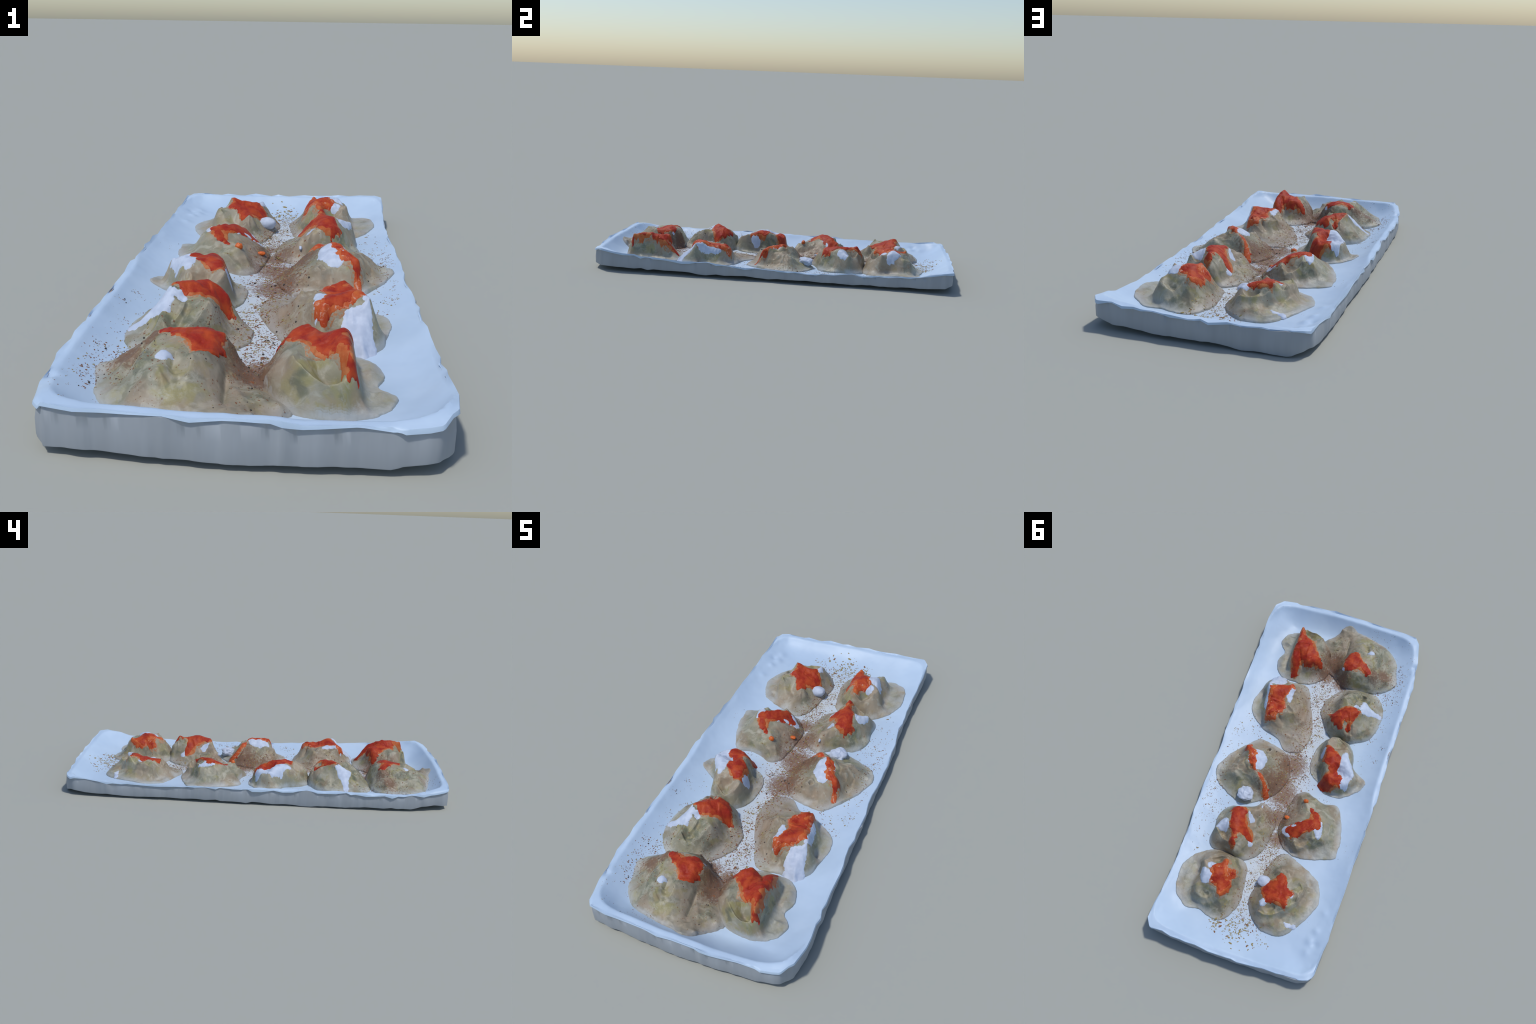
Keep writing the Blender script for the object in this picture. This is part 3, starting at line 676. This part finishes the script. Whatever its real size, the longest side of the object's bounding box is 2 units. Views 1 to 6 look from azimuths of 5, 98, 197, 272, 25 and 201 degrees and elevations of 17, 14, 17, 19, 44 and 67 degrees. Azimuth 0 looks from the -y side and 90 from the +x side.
# back row left: neat parcel with folded corners
SPEC["L5"] = dict(centre=(-.15, .625), seed=6.0, edge=.005,
    outline=[(.0, .700), (-.004, .640), (-.020, .565), (-.032, .500), (-.062, .435), (-.100, .415), (-.134, .425), (-.205, .452), (-.290, .500), (-.324, .569), (-.324, .635), (-.275, .729), (-.215, .805), (-.150, .822), (-.09, .812), (-.035, .765)],
    lines=[[(-.194, .69, .146), (-.196, .65, .135), (-.198, .615, .123), (-.165, .585, .119), (-.135, .555, .113), (-.118, .540, .111)], [(-.118, .540, .111), (-.085, .58, .097), (-.048, .625, .079), (-.065, .655, .107), (-.088, .685, .128)], [(-.194, .69, .146), (-.15, .68, .135), (-.12, .684, .129), (-.088, .685, .128), (-.074, .718, .127)],
           [(-.12, .62, .123), (-.15, .64, .129)], [(-.184, .692, .138), (-.165, .705, .122), (-.147, .711, .112), (-.122, .736, .099), (-.095, .738, .105), (-.074, .722, .122)], [(-.106, .716, .088), (-.132, .706, .094)], [(-.111, .786, .068), (-.122, .76, .080)],
           [(-.082, .798, .048), (-.111, .786, .068), (-.162, .788, .062), (-.226, .770, .058)], [(-.175, .742, .070), (-.183, .732, .071), (-.209, .712, .076), (-.235, .68, .072)], [(-.163, .726, .100), (-.188, .710, .113), (-.203, .69, .120), (-.222, .65, .108)],
           [(-.198, .615, .123), (-.215, .58, .127), (-.228, .562, .127), (-.206, .552, .113), (-.18, .545, .090), (-.157, .530, .077)], [(-.245, .60, .105), (-.235, .64, .104)], [(-.24, .545, .098), (-.262, .56, .070)], [(-.149, .497, .079), (-.12, .505, .094), (-.096, .527, .105), (-.086, .545, .080)], [(-.165, .50, .076), (-.195, .52, .086)], [(-.135, .52, .084)],
           [(-.13, .465, .054), (-.07, .50, .054), (-.035, .58, .050)], [(-.215, .495, .060), (-.268, .575, .064), (-.265, .65, .064)], [(-.03, .735, .054), (-.055, .775, .050)], [(-.015, .70, .056), (-.045, .70, .088)]])
# second row right: broad flat top with a big apron towards the middle
SPEC["R2"] = dict(centre=(.200, -.345), seed=7.0, edge=.005,
    outline=[(.356, -.335), (.338, -.272), (.295, -.232), (.25, -.200), (.20, -.184), (.149, -.166), (.106, -.122), (.060, -.118), (.020, -.14), (-.004, -.20), (-.003, -.260), (.004, -.30), (.030, -.369), (.062, -.44), (.090, -.505), (.137, -.528), (.20, -.522), (.26, -.530), (.318, -.490), (.342, -.41)],
    lines=[[(.291, -.421, .146), (.25, -.415, .149), (.215, -.43, .142), (.191, -.445, .133), (.171, -.464, .128)], [(.171, -.464, .128), (.141, -.432, .132), (.15, -.39, .131), (.15, -.34, .131)], [(.291, -.421, .146), (.278, -.36, .126), (.262, -.29, .118), (.244, -.242, .120), (.22, -.243, .117), (.195, -.245, .114), (.175, -.27, .119), (.15, -.30, .123)],
           [(.112, -.303, .121), (.125, -.33, .117), (.145, -.36, .125)], [(.112, -.303, .121), (.14, -.285, .108), (.156, -.262, .084)], [(.156, -.253, .076), (.18, -.262, .098)], [(.213, -.202, .060), (.25, -.225, .059), (.298, -.289, .058), (.312, -.34, .054), (.308, -.396, .047)],
           [(.112, -.303, .121), (.098, -.345, .098), (.105, -.40, .094), (.141, -.432, .132)], [(.07, -.34, .066), (.075, -.39, .062)], [(.085, -.30, .088), (.10, -.26, .070), (.13, -.22, .060)], [(.285, -.33, .098), (.292, -.38, .088)], [(.20, -.37, .135), (.21, -.31, .125)],
           [(.235, -.445, .120), (.216, -.489, .080), (.225, -.52, .053)], [(.262, -.455, .112), (.268, -.50, .076), (.27, -.525, .054)], [(.291, -.421, .146), (.297, -.455, .098), (.31, -.485, .058)], [(.145, -.455, .082), (.15, -.49, .060)], [(.19, -.48, .066)], [(.03, -.22, .047), (.06, -.16, .045), (.09, -.2, .047)]])
# third row right: star of folds with a red tongue on either side
SPEC["R3"] = dict(scrolls=[(.166, -.063, .010, .018), (.213, .068, .011, .018)], centre=(.205, .05), seed=8.0, edge=.005,
    outline=[(.242, -.140), (.290, -.096), (.347, -.022), (.391, .060), (.398, .116), (.365, .168), (.312, .200), (.259, .225), (.20, .235), (.135, .200), (.091, .165), (.052, .118), (.032, .07), (.026, .02), (.045, -.052), (.072, -.094), (.115, -.122), (.175, -.135)],
    lines=[[(.273, -.043, .133), (.25, -.02, .146), (.22, .03, .154), (.214, .06, .150), (.194, .092, .138), (.163, .108, .138), (.14, .118, .124), (.126, .135, .099), (.106, .168, .052)], [(.273, -.043, .133), (.270, -.06, .100), (.265, -.073, .063), (.262, -.085, .054)],
           [(.20, .02, .150), (.16, .03, .128), (.136, .021, .106), (.126, .052, .101), (.14, .085, .117)], [(.146, -.074, .112), (.165, -.055, .110), (.185, -.045, .112), (.21, -.03, .132)], [(.146, -.074, .112), (.13, -.04, .099), (.10, -.01, .082), (.06, .0, .056)],
           [(.30, .144, .068), (.29, .13, .085)], [(.288, .113, .113), (.29, .07, .117), (.27, .04, .125), (.24, .03, .140)], [(.288, .113, .113), (.255, .118, .098), (.223, .13, .086)], [(.24, .09, .118)], [(.194, .104, .124), (.207, .116, .102)], [(.288, .113, .113), (.335, .118, .078), (.374, .144, .046)],
           [(.34, .06, .068), (.36, .09, .058)], [(.30, .0, .072), (.29, -.03, .080), (.30, .03, .092)], [(.335, .0, .055)], [(.126, .052, .099), (.085, .055, .078), (.055, .05, .053)], [(.126, .135, .093), (.10, .10, .088), (.075, .09, .064)],
           [(.18, .165, .062), (.21, .19, .058)], [(.15, .15, .072)], [(.10, -.085, .058), (.16, -.105, .060), (.21, -.105, .057)], [(.23, -.07, .082)], [(.34, .15, .054)]])
# fourth row right: flat red top, thin peak at the back
SPEC["R4"] = dict(centre=(.180, .385), seed=9.0, edge=.005,
    outline=[(.292, .400), (.299, .348), (.285, .300), (.252, .264), (.19, .248), (.135, .225), (.107, .196), (.070, .205), (.03, .235), (.004, .275), (.002, .325), (.012, .40), (.034, .470), (.087, .514), (.14, .520), (.20, .512), (.27, .505), (.294, .462)],
    lines=[[(.160, .467, .164), (.16, .43, .155), (.165, .385, .157), (.175, .34, .157), (.18, .30, .146)], [(.160, .467, .164), (.15, .495, .122), (.144, .511, .100)], [(.145, .44, .153), (.13, .47, .124), (.125, .497, .100)], [(.145, .44, .153), (.115, .43, .118), (.092, .42, .084)],
           [(.198, .293, .142), (.212, .303, .137)], [(.198, .293, .142), (.162, .281, .138), (.13, .272, .121), (.096, .262, .111), (.076, .287, .086), (.05, .32, .070), (.033, .353, .058)], [(.096, .262, .111), (.092, .24, .086), (.098, .222, .058)],
           [(.212, .303, .137), (.218, .345, .145), (.229, .385, .148), (.245, .40, .139), (.272, .423, .124)], [(.272, .423, .124), (.258, .447, .113), (.229, .467, .110), (.20, .476, .118), (.172, .470, .150)], [(.23, .437, .106), (.21, .447, .102)],
           [(.135, .36, .130), (.11, .35, .104), (.09, .38, .080)], [(.125, .31, .116), (.10, .305, .092)], [(.235, .34, .127), (.255, .345, .090), (.266, .34, .062)], [(.225, .29, .108), (.245, .28, .060)], [(.272, .423, .124), (.285, .437, .080)], [(.17, .265, .095), (.18, .252, .060)], [(.04, .46, .045)], [(.085, .46, .064), (.10, .49, .058)], [(.05, .26, .056)], [(.06, .40, .060)]])
# back row right: round basket with a rim and a dent
SPEC["R5"] = dict(centre=(.200, .68), seed=10.0, edge=.005,
    outline=[(.253, .512), (.300, .540), (.335, .576), (.366, .636), (.368, .700), (.348, .775), (.30, .818), (.261, .828), (.215, .818), (.160, .836), (.101, .836), (.060, .794), (.036, .724), (.042, .653), (.062, .553), (.101, .514), (.155, .508), (.20, .500)],
    lines=[[(.154, .572, .151), (.146, .556, .132), (.150, .54, .112), (.160, .530, .101), (.19, .537, .097), (.222, .557, .106), (.245, .585, .125), (.259, .61, .142)], [(.19, .572, .096), (.212, .588, .108)], [(.154, .572, .151), (.175, .60, .144), (.208, .609, .141), (.223, .631, .149), (.235, .66, .152), (.225, .695, .154), (.20, .70, .145), (.183, .712, .137)],
           [(.259, .61, .142), (.240, .63, .146), (.235, .66, .152)], [(.154, .572, .151), (.122, .606, .146), (.117, .648, .132), (.105, .69, .124), (.115, .722, .135), (.128, .739, .149)], [(.128, .739, .149), (.145, .725, .141), (.183, .712, .137)],
           [(.128, .739, .149), (.145, .748, .128), (.163, .753, .111), (.186, .768, .091), (.217, .770, .107), (.244, .762, .118), (.255, .73, .125), (.235, .705, .138)], [(.19, .747, .092), (.215, .742, .102), (.172, .737, .110)], [(.275, .749, .074), (.285, .70, .066), (.274, .655, .061), (.280, .61, .062)], [(.259, .777, .062), (.219, .794, .054)],
           [(.212, .800, .052), (.165, .811, .048), (.113, .822, .041)], [(.15, .775, .082), (.12, .765, .098), (.10, .74, .088)], [(.122, .606, .146), (.10, .612, .114), (.088, .613, .092), (.065, .63, .058)], [(.085, .68, .083), (.07, .74, .062)], [(.10, .55, .060)], [(.325, .66, .062), (.315, .72, .060)]])

TOP = {}
TOP["R1"] = dict(yog=[], red=[[(.226, -.812), (.213, -.800), (.205, -.775), (.187, -.762), (.168, -.757), (.140, -.745), (.125, -.715), (.105, -.690), (.076, -.660), (.068, -.630), (.085, -.618), (.115, -.607), (.145, -.603), (.163, -.612), (.180, -.600), (.175, -.565), (.190, -.545), (.208, -.555), (.225, -.585), (.238, -.612), (.236, -.66), (.230, -.70), (.236, -.75), (.238, -.795)]])
TOP["L1"] = dict(yog=[[(-.15, -.775), (-.165, -.765), (-.19, -.772), (-.19, -.79), (-.175, -.797), (-.158, -.79)], [(-.05, -.645), (-.075, -.635), (-.08, -.65), (-.06, -.665)]], red=[[(-.048, -.660), (-.052, -.70), (-.066, -.735), (-.090, -.752), (-.115, -.758), (-.128, -.735), (-.145, -.71), (-.18, -.685), (-.200, -.652), (-.175, -.642), (-.14, -.652), (-.11, -.642), (-.075, -.640)]])
TOP["L2"] = dict(yog=[[(-.215, -.415), (-.18, -.435), (-.185, -.455), (-.21, -.445), (-.215, -.49), (-.24, -.488), (-.265, -.475), (-.29, -.478), (-.326, -.465), (-.322, -.445), (-.285, -.43), (-.25, -.41), (-.23, -.395)]],
                 red=[[(-.225, -.405), (-.205, -.41), (-.19, -.425), (-.165, -.428), (-.14, -.42), (-.110, -.405), (-.075, -.392), (-.065, -.38), (-.078, -.355), (-.095, -.332), (-.118, -.318), (-.142, -.302), (-.155, -.312), (-.155, -.335), (-.172, -.335), (-.178, -.305), (-.195, -.310), (-.20, -.345), (-.215, -.38)]])
TOP["L3"] = dict(yog=[[(-.205, -.155), (-.225, -.18), (-.236, -.175), (-.245, -.15), (-.275, -.115), (-.295, -.07), (-.285, -.03), (-.27, .005), (-.24, .012), (-.22, -.02), (-.20, -.06), (-.20, -.11)], [(-.100, -.14), (-.108, -.17), (-.117, -.16), (-.112, -.12)]],
                 red=[[(-.113, -.178), (-.145, -.182), (-.165, -.165), (-.205, -.13), (-.217, -.09), (-.205, -.062), (-.235, -.048), (-.255, -.02), (-.24, .012), (-.20, .032), (-.165, .036), (-.137, .012), (-.138, -.015), (-.168, -.045), (-.145, -.078), (-.118, -.10), (-.115, -.14)]])
TOP["L4"] = dict(yog=[[(-.035, .315), (-.045, .29), (-.08, .285), (-.105, .27), (-.125, .255), (-.115, .285), (-.105, .315), (-.088, .345), (-.06, .34)], [(-.205, .24), (-.218, .225), (-.23, .25), (-.24, .29), (-.228, .315), (-.205, .305), (-.185, .275), (-.195, .255)], [(-.15, .178), (-.165, .188), (-.16, .172)]],
                 red=[[(-.215, .235), (-.20, .205), (-.170, .185), (-.155, .170), (-.143, .178), (-.155, .21), (-.158, .235), (-.135, .248), (-.11, .268), (-.085, .285), (-.058, .292), (-.055, .315), (-.085, .345), (-.105, .352), (-.14, .335), (-.165, .305), (-.195, .285), (-.215, .262)]])
TOP["L5"] = dict(yog=[[(-.06, .62), (-.072, .60), (-.10, .585), (-.11, .62), (-.09, .66)], [(-.095, .69), (-.075, .685), (-.06, .70), (-.07, .725), (-.09, .715)], [(-.19, .60), (-.205, .615), (-.208, .635), (-.195, .64)], [(-.20, .748), (-.225, .742), (-.262, .748), (-.25, .762), (-.215, .764)]], red=[[(-.118, .538), (-.105, .560), (-.072, .585), (-.046, .622), (-.06, .655), (-.088, .69), (-.12, .685), (-.155, .692), (-.188, .700), (-.19, .675), (-.188, .645), (-.208, .615), (-.19, .605), (-.16, .595), (-.155, .565), (-.138, .545)]])
TOP["R2"] = dict(yog=[[(.290, -.42), (.292, -.39), (.284, -.34), (.270, -.295), (.262, -.280), (.266, -.33), (.270, -.38), (.272, -.42)], [(.15, -.45), (.168, -.465), (.165, -.44), (.178, -.41), (.17, -.36), (.15, -.355), (.147, -.40)],
                      [(.228, -.448), (.245, -.44), (.268, -.428), (.283, -.41), (.296, -.44), (.294, -.475), (.302, -.515), (.295, -.555), (.265, -.56), (.235, -.538), (.215, -.51), (.212, -.475)]],
                 red=[[(.298, -.420), (.285, -.408), (.262, -.412), (.245, -.432), (.225, -.448), (.200, -.450), (.172, -.478), (.155, -.462), (.150, -.435), (.165, -.405), (.178, -.36), (.165, -.33), (.168, -.29), (.190, -.262), (.195, -.240), (.218, -.237), (.245, -.235), (.258, -.265), (.262, -.30), (.272, -.35), (.272, -.38)]], cream=True)
TOP["R3"] = dict(yog=[[(.235, -.035), (.20, -.045), (.178, -.035), (.155, .0), (.152, .035), (.165, .065), (.195, .075), (.205, .03)], [(.235, -.02), (.245, .01), (.238, .045), (.22, .055), (.215, .0)]],
                 red=[[(.268, -.088), (.284, -.082), (.288, -.05), (.282, -.025), (.262, -.015), (.248, .005), (.238, .035), (.215, .055), (.205, .075), (.18, .088), (.152, .108), (.14, .125), (.128, .15), (.115, .175), (.092, .168), (.094, .14), (.112, .115), (.135, .10), (.165, .08), (.188, .06), (.188, .03), (.196, .0), (.215, -.025), (.238, -.045), (.258, -.06)]], cream=True)
TOP["R4"] = dict(yog=[[(.21, .385), (.235, .365), (.262, .385), (.272, .42), (.25, .43), (.215, .425)], [(.145, .29), (.13, .295), (.10, .32), (.115, .345), (.14, .325)], [(.09, .42), (.075, .44), (.095, .445)], [(.095, .24), (.10, .262), (.104, .252)]],
                 red=[[(.160, .498), (.145, .490), (.150, .455), (.145, .425), (.118, .415), (.088, .430), (.078, .412), (.092, .385), (.115, .365), (.135, .34), (.145, .315), (.145, .292), (.17, .282), (.205, .287), (.225, .302), (.222, .335), (.208, .36), (.205, .39), (.19, .42), (.18, .45), (.178, .478)]])
TOP["R5"] = dict(yog=[[(.245, .63), (.262, .645), (.258, .68), (.235, .71), (.205, .71), (.19, .68), (.20, .65), (.225, .64)], [(.20, .595), (.225, .60), (.235, .625), (.21, .63)]], red=[[(.150, .555), (.135, .57), (.13, .60), (.105, .59), (.085, .615), (.10, .65), (.095, .69), (.10, .715), (.12, .745), (.145, .74), (.150, .715), (.175, .705), (.19, .70), (.20, .68), (.205, .655), (.215, .625), (.20, .605), (.175, .585), (.165, .563)]], cream=True)

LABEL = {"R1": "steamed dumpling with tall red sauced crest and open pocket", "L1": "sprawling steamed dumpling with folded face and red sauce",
         "L2": "steamed dumpling with yogurt streak and red sauce on top", "L3": "purse shaped steamed dumpling with yogurt and red sauce",
         "L4": "steamed dumpling with broad apron, carrot and red sauce", "L5": "folded parcel steamed dumpling with red sauce on top",
         "R2": "flat topped steamed dumpling with yogurt and creamy sauce", "R3": "star folded steamed dumpling with tongues of red sauce",
         "R4": "peaked steamed dumpling with yogurt and glossy red sauce", "R5": "round basket shaped steamed dumpling with orange red sauce"}

surfaces = [("plate", None)]
owners = {}
for i, key in enumerate(["L1", "R1", "L2", "R2", "L3", "R3", "L4", "R4", "L5", "R5"]):
    sp = dict(SPEC[key], key=key); D = Draped(sp)
    origin = (sp["centre"][0], sp["centre"][1], FLOOR)
    root = bpy.data.objects.new("dumpling", None); root.location = origin
    bpy.context.scene.collection.objects.link(root)
    root["label"] = LABEL[key]; root["category"] = "dumpling"
    owners[key] = (root, origin, D)
    build_wrapper("wrapper", D, root, origin)
    t = TOP[key]
    for q, o in enumerate(t["yog"]):
        build_topping("yogurt", D, 0.0002, [o], 0.0018, root, M_YOG, origin, i + q * .37, edge=0.004, lump=0.0006, ragged=0.006)
    for q, o in enumerate(t["red"]):
        cream = t.get("cream")
        build_topping("sauce_stain", D, 0.0001, [o], 0.0007, root, M_STAIN, origin, i * 1.1 + q + 5, edge=0.002, inset=-0.0045, ragged=0.007, lump=0.0)
        build_topping("sauce_film", D, 0.0003, [o], 0.0016, root, M_RED_CREAM if cream else M_ORANGE, origin, i * 1.3 + q, edge=0.002, ragged=0.0055)
        build_topping("tomato_sauce", D, 0.0013, [o], 0.0016, root, M_RED, origin, i * 1.7 + 3 + q, edge=0.003, inset=0.017 if cream else 0.003, ragged=0.013 if cream else 0.011)

def extra(key, fn, *a, **k):
    root, origin, D = owners[key]
    return fn(*a, parent=root, origin=origin, **k)
extra("L5", build_lump, "yogurt_ball", (-.045, .592, .072), (.034, .029, .024), M_YOG, seed=1.0, knob=.07)
extra("R3", build_lump, "yogurt_lump", (.205, .188, .068), (.038, .042, .026), M_YOG, seed=4.0, knob=.30)
extra("L4", build_lump, "carrot_piece", (-.108, .142, .108), (.013, .011, .013), M_CARROT, seed=2.0)
extra("L4", build_lump, "carrot_piece", (-.040, .238, .058), (.015, .010, .007), M_CARROT, seed=3.0)
extra("R4", build_lump, "yogurt_drop", (.094, .245, .082), (.006, .020, .008), M_YOG, seed=5.0)

# ------------------------------------------------------------------ seasoning
def top_height(x, y):
    """highest food or plate surface under a point, and whose it is"""
    best, who = plate_top(x, y), np.zeros(x.shape, int)
    for n, (key, (root, origin, D)) in enumerate(owners.items(), 1):
        ins = signed_distance(x, y, D.outline) > 0.001
        if ins.any():
            h = np.where(ins, D.z(x, y), -1)
            w = h > best; best = np.where(w, h, best); who = np.where(w, n, who)
    return best, who

# clusters of flakes: x, y, spread x, spread y, count, size, mix of brown / herb / black / rust
CLUSTERS = [(.03, -.02, .050, .085, 420, .0036, (.60, .25, .08, .07)), (.015, .17, .040, .085, 330, .0034, (.60, .26, .07, .07)), (.085, .08, .05, .05, 190, .0024, (.8, .05, .05, .10)),
            (.0, -.24, .040, .085, 230, .0034, (.35, .50, .10, .05)), (.02, -.44, .045, .080, 330, .0032, (.50, .35, .12, .03)), (.0, -.60, .050, .050, 240, .0032, (.68, .12, .17, .03)),
            (.005, -.70, .04, .05, 170, .0026, (.70, .05, .15, .10)), (-.01, .40, .035, .075, 230, .0034, (.45, .43, .07, .05)), (-.02, .48, .04, .06, 130, .0032, (.45, .43, .07, .05)), (.015, .66, .022, .09, 150, .0034, (.35, .55, .05, .05)),
            (.025, .80, .05, .045, 110, .0040, (.25, .72, .03, 0)), (-.03, .87, .055, .030, 60, .0058, (.15, .85, 0, 0)), (.10, .88, .030, .025, 34, .0058, (.15, .85, 0, 0)),
            (-.26, -.70, .06, .09, 230, .0026, (.80, .05, .15, 0)), (-.355, -.72, .025, .10, 80, .0030, (.65, .2, .15, 0)), (-.34, -.58, .04, .05, 70, .0032, (.55, .3, .15, 0)), (-.35, -.28, .03, .14, 40, .0034, (.55, .3, .15, 0)),
            (.36, .15, .03, .10, 110, .0030, (.60, .30, .10, 0)), (.355, .26, .03, .06, 90, .0028, (.60, .30, .10, 0)), (.34, .42, .03, .06, 34, .0032, (.5, .4, .1, 0)), (.36, -.15, .03, .09, 34, .0034, (.4, .5, .1, 0)), (.28, -.17, .05, .03, 30, .0034, (.35, .6, .05, 0)),
            (-.17, .72, .08, .09, 40, .0020, (.6, .2, .2, 0)), (-.15, .25, .09, .09, 70, .0020, (.6, .2, .2, 0)), (.2, .38, .07, .07, 40, .0020, (.6, .2, .2, 0)), (.2, .05, .08, .08, 110, .0020, (.7, .15, .15, 0)), (-.15, -.45, .08, .08, 110, .0022, (.7, .1, .2, 0)), (-.1, -.5, .06, .05, 90, .0022, (.75, .1, .15, 0)),
            (-.1, -.8, .1, .08, 60, .0020, (.7, .1, .2, 0)), (.02, -.84, .05, .04, 50, .0022, (.75, .1, .15, 0)), (-.15, -.08, .08, .08, 45, .0020, (.5, .3, .2, 0)), (-.05, .59, .022, .02, 16, .0030, (.25, .5, .25, 0)), (.2, .19, .025, .025, 22, .0026, (.5, .4, .1, 0)), (-.16, -.92, .12, .015, 30, .0026, (.8, .1, .1, 0)), (-.04, .55, .05, .05, 70, .0026, (.6, .25, .05, .1))]
def build_seasoning():
    P, S, K = [], [], []
    for (x, y, sx, sy, n, size, mixw) in CLUSTERS:
        n = int(n * (3.1 if abs(x) < .06 and -.75 < y < .75 else 2.0))
        m = max(3, n // 7)                     # most flakes lie in little clumps
        cc = np.stack([rng.normal(x, sx, m), rng.normal(y, sy, m)], 1)
        near = rng.integers(0, m, n)
        P.append(cc[near] + rng.normal(0, 1, (n, 2)) * np.where(rng.random((n, 1)) < 0.6, 0.008, 0.022))
        S.append(size * 0.74 * np.exp(np.clip(rng.normal(-.15, .45, n), -1.2, .75))); K.append(rng.choice(4, n, p=np.array(mixw) * [1, 1, .45, 1.3] / (np.array(mixw) * [1, 1, .45, 1.3]).sum()))
    P, S, K = np.vstack(P), np.concatenate(S), np.concatenate(K)
    ok = (np.abs(P[:, 0]) < .41) & (np.abs(P[:, 1]) < .955); P, S, K = P[ok], S[ok], K[ok]
    z, who = top_height(P[:, 0], P[:, 1])
    e = 0.0015
    zx, _ = top_height(P[:, 0] + e, P[:, 1]); zy, _ = top_height(P[:, 0], P[:, 1] + e)
    gx = np.clip((zx - z) / e, -2.5, 2.5); gy = np.clip((zy - z) / e, -2.5, 2.5)
    names = [("plate", (plate, (0, 0, 0)))] + [(k, v[:2]) for k, v in owners.items()]
    for w, (key, (root, origin)) in enumerate(names):
        verts, faces, mi = [], [], []
        for q in np.nonzero(who == w)[0]:
            n = Vector((-gx[q], -gy[q], 1)).normalized()
            t = n.cross(Vector((math.cos(q * 2.4), math.sin(q * 2.4), 0.1))).normalized(); b = n.cross(t)
            m = 5; c = Vector((P[q, 0], P[q, 1], z[q])); s = S[q]
            el = 1.0 + 1.3 * abs(math.sin(q * 12.9898)) if K[q] != 2 else 1.1
            th = s * (0.16 if K[q] != 2 else 0.6); i0 = len(verts)
            for lev, f in ((-0.0008, 1.0), (th, 0.72)):
                for a in range(m):
                    an = a * 2 * math.pi / m; r = s * 0.62 * f * (0.7 + 0.5 * abs(math.sin(q * 7.1 + a * 3.3)))
                    verts.append(tuple(c + t * (math.cos(an) * r * el) + b * (math.sin(an) * r) + n * lev))
            for a in range(m):
                a2 = (a + 1) % m; faces.append((i0 + a, i0 + a2, i0 + m + a2, i0 + m + a)); mi.append(int(K[q]))
            faces.append(tuple(i0 + m + a for a in range(m))); mi.append(int(K[q]))
            faces.append(tuple(i0 + a for a in reversed(range(m)))); mi.append(int(K[q]))
        if faces:
            ob = mesh_object("seasoning", verts, faces, [M_BROWN, M_OLIVE, M_BLACK, M_RUST], root, origin, smooth_shade=False, mat_index=mi)
            ob["kind"] = "stuff"
build_seasoning()
